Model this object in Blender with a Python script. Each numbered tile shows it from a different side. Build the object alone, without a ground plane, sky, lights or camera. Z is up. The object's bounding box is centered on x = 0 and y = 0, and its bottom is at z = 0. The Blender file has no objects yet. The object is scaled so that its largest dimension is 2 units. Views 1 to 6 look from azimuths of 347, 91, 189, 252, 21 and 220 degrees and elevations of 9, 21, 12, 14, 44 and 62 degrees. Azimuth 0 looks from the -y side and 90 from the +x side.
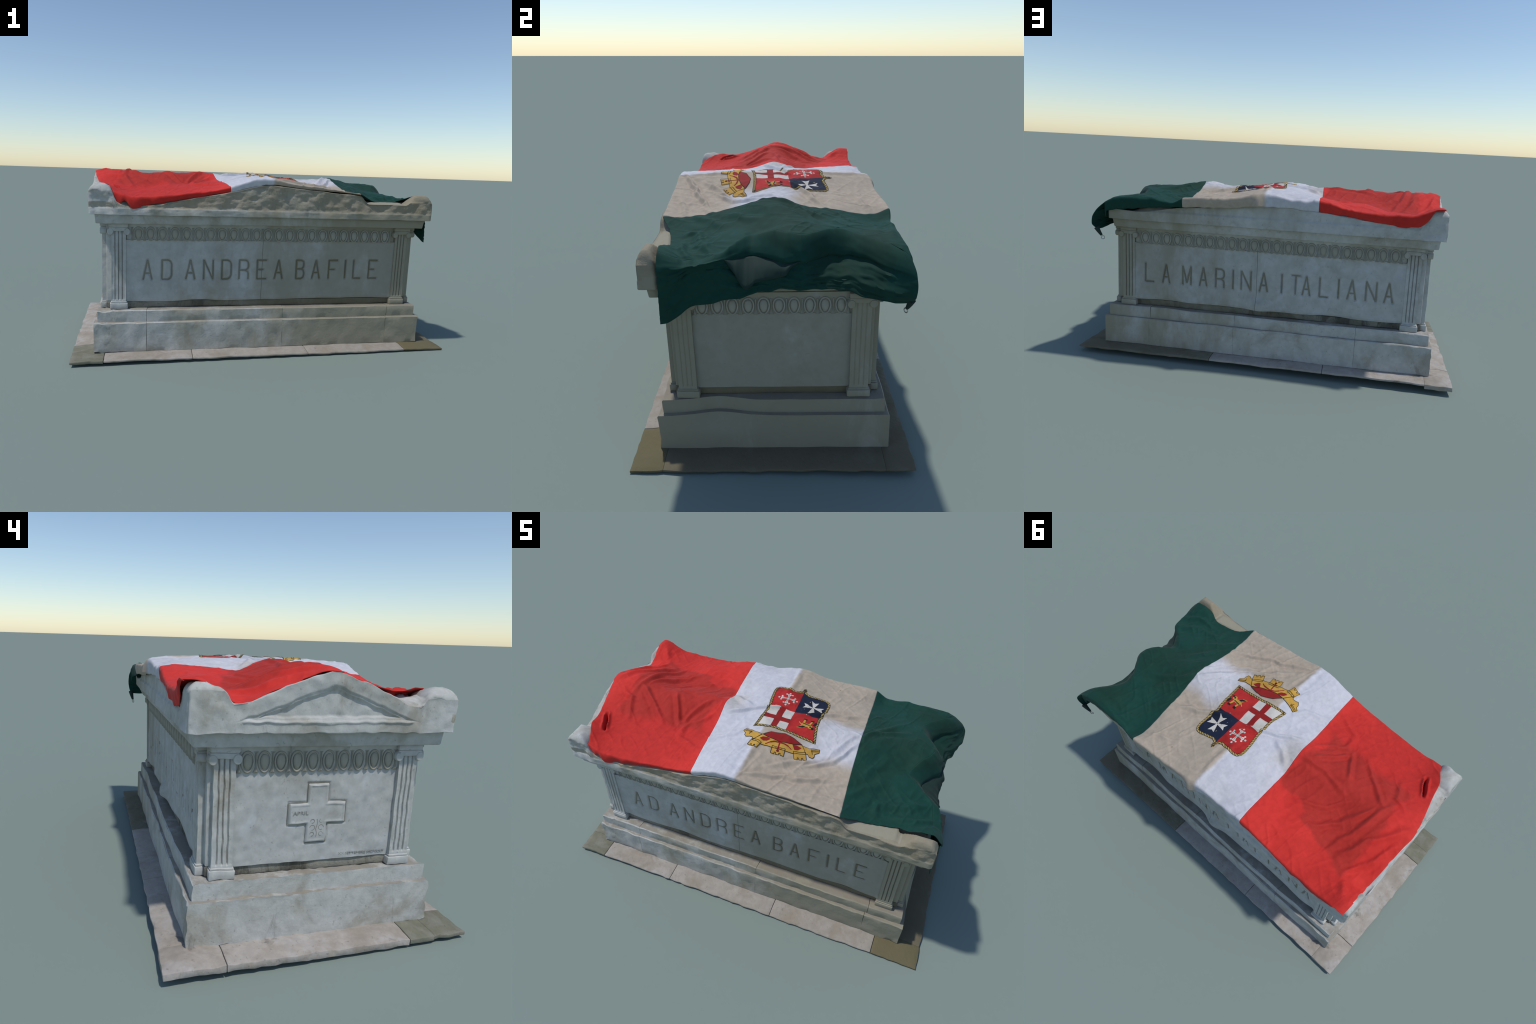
# Marble sarcophagus on a stepped plinth with a naval tricolour draped over its lid.
import bpy, bmesh, math
import numpy as np

RNG = np.random.default_rng(7)

# ------------------------------------------------------------------ helpers
def curve(xs, ys):
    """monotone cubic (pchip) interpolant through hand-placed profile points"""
    xs = np.array(xs, float); ys = np.array(ys, float)
    h = np.diff(xs); d = np.diff(ys) / h
    m = np.zeros(len(xs)); m[0] = d[0]; m[-1] = d[-1]
    for i in range(1, len(xs) - 1):
        if d[i-1] * d[i] > 0:
            w1 = 2*h[i] + h[i-1]; w2 = h[i] + 2*h[i-1]
            m[i] = (w1 + w2) / (w1/d[i-1] + w2/d[i])
    def f(q):
        q = np.clip(np.asarray(q, float), xs[0], xs[-1])
        i = np.clip(np.searchsorted(xs, q) - 1, 0, len(h) - 1)
        t = (q - xs[i]) / h[i]
        return ((2*t**3 - 3*t**2 + 1)*ys[i] + (t**3 - 2*t**2 + t)*h[i]*m[i]
                + (-2*t**3 + 3*t**2)*ys[i+1] + (t**3 - t**2)*h[i]*m[i+1])
    return f

def vnoise(P, scale, seed=0):
    """value noise in [-1,1], P is (n,3)"""
    Q = np.asarray(P, float) / scale + 100.37 * (seed + 1)
    I = np.floor(Q).astype(np.int64); F = Q - I
    F = F*F*(3 - 2*F)
    out = 0
    for dx in (0, 1):
        for dy in (0, 1):
            for dz in (0, 1):
                n = (I[:, 0]+dx)*374761393 + (I[:, 1]+dy)*668265263 + (I[:, 2]+dz)*2147483647 + seed*974634777
                n = (n ^ (n >> 13)) * 1274126177
                n = n ^ (n >> 16)
                v = (n & 0xffff) / 32767.5 - 1
                w = (F[:, 0] if dx else 1-F[:, 0])*(F[:, 1] if dy else 1-F[:, 1])*(F[:, 2] if dz else 1-F[:, 2])
                out = out + v*w
    return out

def fbm(P, scale, seed=0, octs=3):
    return sum(vnoise(P, scale/2**k, seed+k)*0.5**k for k in range(octs))

def sstep(a, b, x):
    t = np.clip((x - a)/(b - a), 0, 1)
    return t*t*(3 - 2*t)

def seg_dist(px, py, a, b):
    ax, ay = a; bx, by = b
    vx, vy = bx-ax, by-ay
    t = np.clip(((px-ax)*vx + (py-ay)*vy)/(vx*vx+vy*vy+1e-12), 0, 1)
    return np.hypot(px-ax-t*vx, py-ay-t*vy), t

def mesh_obj(name, V, F, mat, parent=None, smooth=30):
    me = bpy.data.meshes.new(name)
    me.from_pydata([tuple(v) for v in V], [], [tuple(int(i) for i in f) for f in F])
    me.validate()
    bm = bmesh.new(); bm.from_mesh(me)
    bmesh.ops.recalc_face_normals(bm, faces=bm.faces)
    bm.to_mesh(me); bm.free()
    me.polygons.foreach_set('use_smooth', [True]*len(me.polygons))
    if smooth and smooth < 180:
        me.set_sharp_from_angle(angle=math.radians(smooth))
    ob = bpy.data.objects.new(name, me)
    bpy.context.scene.collection.objects.link(ob)
    if mat: me.materials.append(mat)
    if parent: ob.parent = parent
    return ob

def clone(ob, loc, rz=0.0, scale=(1, 1, 1), parent=None):
    c = ob.copy()
    bpy.context.scene.collection.objects.link(c)
    c.location = loc; c.rotation_euler = (0, 0, rz); c.scale = scale
    c.parent = parent
    return c

def empty(name, parent=None):
    e = bpy.data.objects.new(name, None)
    e.empty_display_size = 0.1
    bpy.context.scene.collection.objects.link(e)
    if parent: e.parent = parent
    return e

def grid_faces(nu, nv, base=0, flip=False):
    idx = base + np.arange(nu*nv).reshape(nu, nv)
    q = np.stack([idx[:-1, :-1], idx[1:, :-1], idx[1:, 1:], idx[:-1, 1:]], -1).reshape(-1, 4)
    return q[:, ::-1] if flip else q

def lattice_axis(a, b, step, ch):
    """node positions from a to b with an extra line ch from each end"""
    n = max(1, int(round((b - a - 2*ch)/step)))
    return np.concatenate([[a], np.linspace(a+ch, b-ch, n+1), [b]])

def scan_jitter(V, amp=0.0012, west=0.0032, seed=3, grain=0.030):
    """low irregularity everywhere, coarse scan-mesh facets added on the west side"""
    V = V.copy()
    w = sstep(-0.77, -0.80, V[:, 0])
    for k in range(3):
        V[:, k] += amp*fbm(V, 0.09, seed+k*5) + west*w*vnoise(V, grain, seed+50+k)*(0.7 if k == 0 else 1.0)
    return V

def block(name, lo, hi, mat, parent, step=0.03, ch=0.004, warp=None, amp=0.0012, west=0.0032, seed=3, smooth=32):
    """a stone block: lattice shell, softened arrises, worn surface"""
    ax = [lattice_axis(lo[k], hi[k], step, min(ch, (hi[k]-lo[k])*0.2)) for k in range(3)]
    n = [len(a) for a in ax]
    ids = {}; V = []
    def vid(i, j, k):
        t = (i, j, k)
        if t not in ids:
            ids[t] = len(V)
            p = [ax[0][i], ax[1][j], ax[2][k]]
            ends = [i in (0, n[0]-1), j in (0, n[1]-1), k in (0, n[2]-1)]
            if sum(ends) >= 2:
                for m, q in enumerate((i, j, k)):
                    if ends[m]:
                        p[m] += (0.34*ch if q == 0 else -0.34*ch)*(sum(ends)-1)
            V.append(p)
        return ids[t]
    F = []
    for i in range(n[0]-1):
        for j in range(n[1]-1):
            F.append((vid(i, j, 0), vid(i, j+1, 0), vid(i+1, j+1, 0), vid(i+1, j, 0)))
            k = n[2]-1
            F.append((vid(i, j, k), vid(i+1, j, k), vid(i+1, j+1, k), vid(i, j+1, k)))
    for i in range(n[0]-1):
        for k in range(n[2]-1):
            F.append((vid(i, 0, k), vid(i+1, 0, k), vid(i+1, 0, k+1), vid(i, 0, k+1)))
            j = n[1]-1
            F.append((vid(i, j, k), vid(i, j, k+1), vid(i+1, j, k+1), vid(i+1, j, k)))
    for j in range(n[1]-1):
        for k in range(n[2]-1):
            F.append((vid(0, j, k), vid(0, j, k+1), vid(0, j+1, k+1), vid(0, j+1, k)))
            i = n[0]-1
            F.append((vid(i, j, k), vid(i, j+1, k), vid(i, j+1, k+1), vid(i, j, k+1)))
    V = np.array(V)
    if warp: V = warp(V)
    V = scan_jitter(V, amp, west, seed)
    return mesh_obj(name, V, F, mat, parent, smooth)

# face frames: u runs to the right seen from outside, v is height, h is outwards
def on_face(face, D, u, v, h):
    u, v, h = np.broadcast_arrays(np.asarray(u, float), np.asarray(v, float), np.asarray(h, float))
    if face == 'S': P = (u, -(D+h), v)
    elif face == 'N': P = (-u, D+h, v)
    elif face == 'W': P = (-(D+h), -u, v)
    else: P = (D+h, u, v)
    return np.stack(P, -1)
FACE_RZ = {'S': 0.0, 'N': math.pi, 'W': -math.pi/2, 'E': math.pi/2}

def relief(name, face, D, u0, u1, v0, v1, step, hfun, mat, parent, back=0.03, warp=None, amp=0.0008, west=0.002, smooth=40):
    nu = max(2, int(round((u1-u0)/step))+1); nv = max(2, int(round((v1-v0)/step))+1)
    U, Vv = np.meshgrid(np.linspace(u0, u1, nu), np.linspace(v0, v1, nv), indexing='ij')
    H = hfun(U, Vv)
    front = on_face(face, D, U, Vv, H).reshape(-1, 3)
    if warp is not None: front = warp(front)
    front = scan_jitter(front, amp, west, 11)
    idx = np.arange(nu*nv).reshape(nu, nv)
    loop = np.concatenate([idx[:, 0], idx[-1, 1:], idx[-2::-1, -1], idx[0, -2:0:-1]])
    rim = on_face(face, D, U.ravel()[loop], Vv.ravel()[loop], -back)
    V = np.concatenate([front, rim])
    F = [tuple(f) for f in grid_faces(nu, nv)]
    b = nu*nv; L = len(loop)
    F += [(loop[i], b+i, b+(i+1) % L, loop[(i+1) % L]) for i in range(L)]
    F.append(tuple(b+i for i in range(L)))
    return mesh_obj(name, V, F, mat, parent, smooth)

# ------------------------------------------------------------------ materials
def new_mat(name, rough=0.8):
    m = bpy.data.materials.new(name); m.use_nodes = True
    nt = m.node_tree; bs = nt.nodes['Principled BSDF']
    bs.inputs['Roughness'].default_value = rough
    bs.inputs['Specular IOR Level'].default_value = 0.25
    return m, nt, bs

def node(nt, typ, **kw):
    n = nt.nodes.new(typ)
    for k, v in kw.items(): setattr(n, k, v)
    return n

def noise_mask(nt, vec, scale, lo, hi, detail=4, rough=0.6, dist=0.0):
    n = node(nt, 'ShaderNodeTexNoise'); n.inputs['Scale'].default_value = scale
    n.inputs['Detail'].default_value = detail; n.inputs['Roughness'].default_value = rough
    n.inputs['Distortion'].default_value = dist
    nt.links.new(vec, n.inputs['Vector'])
    r = node(nt, 'ShaderNodeMapRange'); r.interpolation_type = 'SMOOTHSTEP'
    r.inputs['From Min'].default_value = lo; r.inputs['From Max'].default_value = hi
    nt.links.new(n.outputs['Fac'], r.inputs['Value'])
    return r.outputs['Result']

def mix(nt, fac, a, b, blend='MIX'):
    n = node(nt, 'ShaderNodeMix'); n.data_type = 'RGBA'; n.blend_type = blend
    for sock, val in ((n.inputs['Factor'], fac), (n.inputs[6], a), (n.inputs[7], b)):
        if hasattr(val, 'links'): nt.links.new(val, sock)
        elif isinstance(val, (int, float)): sock.default_value = val
        else: sock.default_value = (*val, 1)
    return n.outputs[2]

def math_node(nt, op, a, b=0.0, clamp=False):
    n = node(nt, 'ShaderNodeMath'); n.operation = op; n.use_clamp = clamp
    for i, val in enumerate((a, b)):
        if hasattr(val, 'links'): nt.links.new(val, n.inputs[i])
        else: n.inputs[i].default_value = val
    return n.outputs[0]

def coords(nt, scale=(1, 1, 1), loc=(0, 0, 0)):
    tc = node(nt, 'ShaderNodeTexCoord'); mp = node(nt, 'ShaderNodeMapping')
    mp.inputs['Scale'].default_value = scale; mp.inputs['Location'].default_value = loc
    nt.links.new(tc.outputs['Object'], mp.inputs['Vector'])
    return tc.outputs['Object'], mp.outputs['Vector']

def bump(nt, bs, vec, scale, strength, dist=0.002, detail=5):
    n = node(nt, 'ShaderNodeTexNoise'); n.inputs['Scale'].default_value = scale
    n.inputs['Detail'].default_value = detail; n.inputs['Roughness'].default_value = 0.65
    nt.links.new(vec, n.inputs['Vector'])
    b = node(nt, 'ShaderNodeBump'); b.inputs['Strength'].default_value = strength
    b.inputs['Distance'].default_value = dist
    nt.links.new(n.outputs['Fac'], b.inputs['Height'])
    nt.links.new(b.outputs['Normal'], bs.inputs['Normal'])

def map_range(nt, v, a, b):
    r = node(nt, 'ShaderNodeMapRange'); r.interpolation_type = 'SMOOTHSTEP'
    r.inputs['From Min'].default_value = a; r.inputs['From Max'].default_value = b
    nt.links.new(v, r.inputs['Value'])
    return r.outputs['Result']

def stone_mat(name, pale, warm, dark, warm_lo=0.48, warm_hi=0.68, dark_lo=0.60, dark_hi=0.74, wash=0.25, rough=0.85, bumps=0.35, crust_shade_amt=0.9, dust=0.0, bscale=55.0):
    m, nt, bs = new_mat(name, rough)
    o, v = coords(nt)
    c = mix(nt, noise_mask(nt, o, 4.5, warm_lo, warm_hi, 5, 0.6, 0.6), pale, warm)
    whit = tuple(min(1, x*1.18) for x in pale)
    _, v2 = coords(nt, (1.4, 1.4, 1), (3.1, 0.7, 1.9))
    w = noise_mask(nt, v2, 7.0, 0.56, 0.64, 3, 0.5, 0.4)
    c = mix(nt, math_node(nt, 'MULTIPLY', w, wash), c, (whit[0]*0.96, whit[1]*0.99, whit[2]*1.06))
    _, v3 = coords(nt, (1, 1, 0.35), (7.0, 2.0, 0.0))
    d = noise_mask(nt, v3, 9.0, dark_lo, dark_hi, 6, 0.7, 0.8)
    c = mix(nt, math_node(nt, 'MULTIPLY', d, 0.55), c, dark)
    s = noise_mask(nt, o, 75.0, 0.66, 0.74, 2, 0.5)
    c = mix(nt, math_node(nt, 'MULTIPLY', s, 0.35), c, dark)
    f = noise_mask(nt, o, 30.0, 0.3, 0.7, 4, 0.6)
    c = mix(nt, 0.08, c, f, 'OVERLAY')
    # brown weathering crust, with the shade of the south and east sides painted in
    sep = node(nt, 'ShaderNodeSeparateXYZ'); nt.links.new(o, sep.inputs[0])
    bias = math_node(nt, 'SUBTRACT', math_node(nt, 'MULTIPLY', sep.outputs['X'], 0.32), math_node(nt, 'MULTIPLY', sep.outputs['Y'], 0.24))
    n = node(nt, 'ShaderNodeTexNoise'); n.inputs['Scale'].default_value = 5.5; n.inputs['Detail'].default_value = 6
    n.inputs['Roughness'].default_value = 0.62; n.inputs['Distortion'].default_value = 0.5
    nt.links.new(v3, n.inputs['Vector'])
    crust_shade = map_range(nt, math_node(nt, 'ADD', n.outputs['Fac'], bias), 0.30, 0.76)
    c = mix(nt, math_node(nt, 'MULTIPLY', crust_shade, crust_shade_amt), c, tuple(p*q for p, q in zip(pale, (0.60, 0.545, 0.41))))
    if dust:      # brown dirt lies on the upward ledges
        geo = node(nt, 'ShaderNodeNewGeometry'); sn = node(nt, 'ShaderNodeSeparateXYZ')
        nt.links.new(geo.outputs['Normal'], sn.inputs[0])
        up = map_range(nt, sn.outputs['Z'], 0.80, 0.95)
        dn = noise_mask(nt, o, 14.0, 0.25, 0.55, 5, 0.6)
        c = mix(nt, math_node(nt, 'MULTIPLY', math_node(nt, 'MULTIPLY', up, dn), dust), c, (0.235, 0.205, 0.165))
    nt.links.new(c, bs.inputs['Base Color'])
    bump(nt, bs, o, bscale, bumps, 0.004)
    return m

PALE = (0.44, 0.443, 0.42)
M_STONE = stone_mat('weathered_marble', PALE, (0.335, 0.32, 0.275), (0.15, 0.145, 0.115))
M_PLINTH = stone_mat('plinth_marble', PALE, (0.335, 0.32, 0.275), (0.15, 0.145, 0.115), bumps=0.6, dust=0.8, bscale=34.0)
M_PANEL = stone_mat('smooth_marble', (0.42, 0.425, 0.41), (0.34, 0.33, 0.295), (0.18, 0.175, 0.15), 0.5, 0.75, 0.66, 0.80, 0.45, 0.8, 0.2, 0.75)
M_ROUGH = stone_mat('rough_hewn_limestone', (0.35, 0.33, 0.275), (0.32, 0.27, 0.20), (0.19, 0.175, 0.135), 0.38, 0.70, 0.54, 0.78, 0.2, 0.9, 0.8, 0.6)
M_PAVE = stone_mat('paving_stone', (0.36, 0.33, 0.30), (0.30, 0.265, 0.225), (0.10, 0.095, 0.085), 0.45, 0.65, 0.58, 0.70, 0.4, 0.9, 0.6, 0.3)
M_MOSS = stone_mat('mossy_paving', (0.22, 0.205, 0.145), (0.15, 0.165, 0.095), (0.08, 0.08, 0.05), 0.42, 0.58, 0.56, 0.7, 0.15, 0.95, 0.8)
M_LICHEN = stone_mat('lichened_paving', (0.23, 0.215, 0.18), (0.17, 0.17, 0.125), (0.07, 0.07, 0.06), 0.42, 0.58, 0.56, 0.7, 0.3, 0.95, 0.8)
M_GRIME = stone_mat('dark_grime', (0.26, 0.25, 0.21), (0.16, 0.15, 0.115), (0.035, 0.033, 0.028), 0.4, 0.6, 0.48, 0.6, 0.05, 0.95, 0.8)
M_GROOVE = stone_mat('stained_groove', (0.25, 0.235, 0.185), (0.21, 0.195, 0.145), (0.10, 0.095, 0.07), 0.4, 0.6, 0.6, 0.72, 0.0, 0.9, 0.2)

M_WORN = stone_mat('worn_groove', (0.29, 0.285, 0.26), (0.26, 0.25, 0.22), (0.17, 0.165, 0.14), wash=0.0)

def cloth_mat(name, base, alt, rough=0.75, sheen=0.04, patch=None, scale=3.0):
    m, nt, bs = new_mat(name, rough)
    o, v = coords(nt)
    c = mix(nt, noise_mask(nt, o, scale, 0.4, 0.65, 4, 0.6, 0.5), base, alt)
    if patch: c = patch(nt, o, c)
    f = noise_mask(nt, o, 45.0, 0.3, 0.7, 4, 0.6)
    c = mix(nt, 0.07, c, f, 'OVERLAY')
    nt.links.new(c, bs.inputs['Base Color'])
    bs.inputs['Sheen Weight'].default_value = sheen
    bs.inputs['Specular IOR Level'].default_value = 0.15
    bump(nt, bs, o, 320.0, 0.12, 0.0006, 2)
    return m

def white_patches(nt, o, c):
    """baked shade painted tan on the eastern half, lilac unshaded bands, specks"""
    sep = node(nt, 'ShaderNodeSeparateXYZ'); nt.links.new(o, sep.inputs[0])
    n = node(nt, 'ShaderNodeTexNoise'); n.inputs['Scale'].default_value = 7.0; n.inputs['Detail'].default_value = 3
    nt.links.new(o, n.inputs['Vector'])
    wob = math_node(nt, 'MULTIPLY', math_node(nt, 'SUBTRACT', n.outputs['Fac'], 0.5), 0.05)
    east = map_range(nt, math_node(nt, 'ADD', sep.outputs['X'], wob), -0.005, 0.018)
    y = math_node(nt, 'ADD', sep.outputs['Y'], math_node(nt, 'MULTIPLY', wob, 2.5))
    unshaded = math_node(nt, 'MULTIPLY', map_range(nt, y, -0.23, -0.13), map_range(nt, y, 0.12, 0.03))
    unshaded = math_node(nt, 'MULTIPLY', unshaded, map_range(nt, sep.outputs['X'], 0.16, 0.30))
    tan = math_node(nt, 'MULTIPLY', east, math_node(nt, 'SUBTRACT', 1.0, unshaded))
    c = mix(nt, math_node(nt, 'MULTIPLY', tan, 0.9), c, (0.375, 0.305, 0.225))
    # yellowed fold near the red seam
    near = math_node(nt, 'MULTIPLY', map_range(nt, sep.outputs['X'], -0.13, -0.21), map_range(nt, y, -0.08, 0.02))
    near = math_node(nt, 'MULTIPLY', near, map_range(nt, y, 0.16, 0.10))
    c = mix(nt, math_node(nt, 'MULTIPLY', near, 0.45), c, (0.40, 0.35, 0.27))
    v = node(nt, 'ShaderNodeTexVoronoi'); v.inputs['Scale'].default_value = 9.0
    nt.links.new(o, v.inputs['Vector'])
    spot = map_range(nt, v.outputs['Distance'], 0.045, 0.025)
    return mix(nt, math_node(nt, 'MULTIPLY', spot, 0.7), c, (0.16, 0.13, 0.09))

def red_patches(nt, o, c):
    """baked shadow painted as a darker field in the middle of the red stripe"""
    sep = node(nt, 'ShaderNodeSeparateXYZ'); nt.links.new(o, sep.inputs[0])
    n = node(nt, 'ShaderNodeTexNoise'); n.inputs['Scale'].default_value = 6.0; n.inputs['Detail'].default_value = 5
    nt.links.new(o, n.inputs['Vector'])
    wob = math_node(nt, 'MULTIPLY', math_node(nt, 'SUBTRACT', n.outputs['Fac'], 0.5), 0.16)
    x = math_node(nt, 'ADD', sep.outputs['X'], wob); y = math_node(nt, 'ADD', sep.outputs['Y'], wob)
    m = math_node(nt, 'MULTIPLY', map_range(nt, x, -.80, -.77), map_range(nt, x, -.27, -.30))
    m = math_node(nt, 'MULTIPLY', m, math_node(nt, 'MULTIPLY', map_range(nt, y, -.23, -.19), map_range(nt, math_node(nt, 'ADD', y, math_node(nt, 'MULTIPLY', x, 0.35)), .06, .03)))
    return mix(nt, math_node(nt, 'MULTIPLY', m, 0.75), c, (0.36, 0.028, 0.020))
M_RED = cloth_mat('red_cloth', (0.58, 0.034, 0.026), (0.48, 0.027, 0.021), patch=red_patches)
M_GREEN = cloth_mat('green_cloth', (0.007, 0.047, 0.035), (0.009, 0.039, 0.026))
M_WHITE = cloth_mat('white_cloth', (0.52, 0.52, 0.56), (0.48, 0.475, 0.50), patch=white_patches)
M_LINING = cloth_mat('grey_lining', (0.020, 0.040, 0.034), (0.034, 0.042, 0.039))
M_DRED = cloth_mat('dark_red_ink', (0.27, 0.016, 0.014), (0.22, 0.012, 0.012))
M_FRED = cloth_mat('red_ink', (0.42, 0.024, 0.022), (0.30, 0.016, 0.015), scale=9.0)
M_NAVY = cloth_mat('navy_ink', (0.012, 0.018, 0.042), (0.008, 0.012, 0.026))
M_INKWHITE = cloth_mat('white_ink', (0.56, 0.53, 0.49), (0.48, 0.45, 0.40))
M_GOLD = cloth_mat('gold_ink', (0.52, 0.30, 0.055), (0.44, 0.25, 0.05))
M_ROPE = cloth_mat('rope_ink', (0.46, 0.33, 0.11), (0.38, 0.27, 0.09))
M_BLACK = cloth_mat('black_ink', (0.02, 0.018, 0.015), (0.015, 0.013, 0.012))
M_STEEL, _nt, _b = new_mat('dull_steel', 0.35)
_b.inputs['Base Color'].default_value = (0.45, 0.45, 0.43, 1); _b.inputs['Metallic'].default_value = 0.9

# ------------------------------------------------------------------ the things
tomb = empty('sarcophagus')
tomb['label'] = 'weathered pale marble sarcophagus with pilasters on a stepped plinth'
tomb['category'] = 'tomb'
tomb.rotation_euler = (0.0225, 0.0075, 0)     # the monument has settled: leans a little
tomb.location = (-0.004, 0.0055, 0.0)
TX, TY = 0.0225, 0.0075
def to_local_z(x, y, z):      # world height -> height in the leaning frame
    return z - TX*y + TY*x

# ---- flag height field: thin-plate spline through measured anchor points + folds
ANCH = """
-.905 .44 .914  -.900 .385 .905 -.90 .33 .872  -.895 .305 .846  -.905 .2 .878  -.91 .1 .914  -.912 0 .948
-.905 -.08 .926  -.885 -.17 .893  -.855 -.27 .872  -.835 -.349 .880  -.80 -.42 .864  -.785 -.455 .846
-.86 .445 .912  -.83 .41 .908  -.794 .329 .868  -.76 .44 .872  -.645 .437 .868  -.55 .445 .868
-.551 .22 .878  -.622 .273 .860  -.718 -.026 .945  -.522 -.022 .945  -.506 -.215 .881
-.43 -.193 .880  -.418 -.156 .884  -.769 -.346 .852  -.82 -.252 .868  -.329 -.017 .948
-.259 .12 .898  -.251 -.015 .944  -.59 .08 .893  -.69 .11 .922  -.79 .20 .884  -.49 .29 .896  -.40 .10 .902  -.40 .25 .882  -.43 .435 .878
-.272 .425 .915  -.27 .28 .914  -.235 .20 .914  -.603 -.2 .872  -.382 -.2 .889  -.62 -.34 .845  -.42 -.34 .868
-.686 -.46 .820  -.608 -.46 .824  -.528 -.46 .829  -.406 -.46 .844  -.299 -.46 .860  -.214 -.466 .880
-.22 -.3 .900  -.27 -.11 .908  -.091 -.46 .918  .008 -.46 .925  .099 -.46 .905  .218 -.46 .891
.3 -.46 .881  .423 -.46 .866  .489 -.456 .860
-.051 -.113 .933  .256 -.094 .903  .166 .153 .914  .082 .277 .930  -.058 .227 .938  .235 .245 .899
.095 .066 .927  .025 -.007 .940  .027 .148 .942  -.082 -.167 .930  .291 -.129 .894  .109 -.224 .917
.009 -.152 .943  .242 -.254 .893  .367 -.175 .884  .244 .127 .910  .425 .222 .884  .374 .27 .885
-.08 .253 .937  -.087 .138 .936  -.119 -.087 .927  .01 .44 .930  .0 -.3 .930  .25 .02 .925
.456 -.018 .934  .462 -.19 .886  .442 .232 .882  .43 .470 .880  .32 .46 .888  .237 .46 .892  .12 .455 .905
-.13 .45 .905  -.2 .44 .905
.537 .04 .922  .605 .04 .906  .678 .04 .903  .757 .04 .899  .784 .079 .894  .79 .0 .885
.70 .237 .884  .60 .2 .880  .759 .364 .866  .843 .443 .846  .725 .44 .868  .547 .44 .851  .468 .44 .846
.55 .30 .862  .866 -.204 .828  .81 -.187 .830  .842 -.259 .812 .815 -.14 .842  .70 -.075 .858  .41 .135 .890  .582 -.25 .851  .665 -.25 .836
.728 -.25 .836  .791 -.25 .832  .56 -.415 .826  .651 -.395 .814  .725 -.384 .818  .779 -.405 .842  .85 -.40 .852
.88 -.34 .828  .60 -.12 .872  .70 -.10 .865  .90 .47 .806  .871 .44 .826  .80 .30 .858
"""
_A = np.array([float(s) for s in ANCH.split()]).reshape(-1, 3)
def _phi(r2): return 0.5*r2*np.log(r2 + 1e-12)
def _fit(A, lam=2e-4):
    n = len(A); d2 = ((A[:, None, :2] - A[None, :, :2])**2).sum(-1)
    K = _phi(d2) + lam*np.eye(n)
    Pm = np.concatenate([np.ones((n, 1)), A[:, :2]], 1)
    M = np.block([[K, Pm], [Pm.T, np.zeros((3, 3))]])
    return np.linalg.solve(M, np.concatenate([A[:, 2], np.zeros(3)]))
_W = _fit(_A)

# folds: path in plan, height of the crest, half width
FOLDS = [
    ([(-.72, -.03), (-.61, -.12), (-.506, -.215)], .0075, .014),
    ([(-.522, -.03), (-.475, -.11), (-.43, -.193)], .0075, .013),
    ([(-.32, -.02), (-.38, -.10), (-.425, -.18)], .0075, .013),
    ([(-.81, -.10), (-.74, -.12), (-.70, -.24)], .006, .015),
    ([(-.27, -.08), (-.33, -.16), (-.42, -.20)], .004, .012),
    ([(-.251, -.336), (-.376, -.278), (-.397, -.178)], .005, .016),
    ([(-.637, .279), (-.70, .104), (-.746, -.08)], .007, .015),
    ([(-.699, .266), (-.764, .129), (-.88, -.026)], .007, .016),
    ([(-.823, .214), (-.877, .07)], .006, .014),
    ([(-.76, .30), (-.85, .16)], .005, .014),
    ([(-.50, .246), (-.61, .136), (-.70, -.009)], .006, .014),
    ([(-.35, .20), (-.52, .12), (-.62, .0)], .004, .012),
    ([(-.787, .331), (-.829, .390)], .006, .018),
    ([(-.27, .02), (-.40, .0), (-.55, .03)], .004, .012),
    ([(0, -.44), (.13, -.385), (.272, -.337), (.475, -.25)], .0085, .011),
    ([(.107, -.341), (.187, -.267), (.318, -.176)], .006, .012),
    ([(.243, -.258), (.371, -.179), (.451, -.050)], .008, .011),
    ([(.345, -.129), (.44, .02)], .006, .012),
    ([(.374, -.315), (.475, -.265)], .004, .010),
    ([(.30, -.42), (.47, -.36)], .004, .012),
    ([(.13, .06), (.244, .127), (.435, .215)], .008, .014),
    ([(-.22, -.06), (-.146, -.017), (-.03, .045), (.06, .08)], .008, .010),
    ([(-.24, .10), (-.18, .05), (-.12, .03)], .006, .016),
    ([(-.24, -.26), (-.116, -.195), (-.08, -.15)], .004, .012),
    ([(.0, .44), (.02, .30), (.01, .18)], .004, .016),
    ([(.0, -.45), (.01, -.32), (.02, -.2)], .004, .018),
    ([(.20, .34), (.43, .40)], .0035, .014),
    ([(.611, -.356), (.621, -.298), (.746, -.267), (.83, -.206)], .006, .018),
    ([(.70, -.34), (.80, -.33), (.87, -.28)], .007, .016),
    ([(.629, .236), (.52, .124), (.47, .02)], .005, .018),
    ([(.46, .0), (.515, .087), (.66, .16)], .005, .015),
    ([(.75, .43), (.62, .445), (.50, .45)], .006, .018),
    ([(.608, -.049), (.529, -.191)], .004, .018),
    ([(.47, -.33), (.62, -.19)], .004, .018),
    ([(-.772, -.345), (-.79, -.30), (-.815, -.245)], -.022, .008),
]
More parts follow.
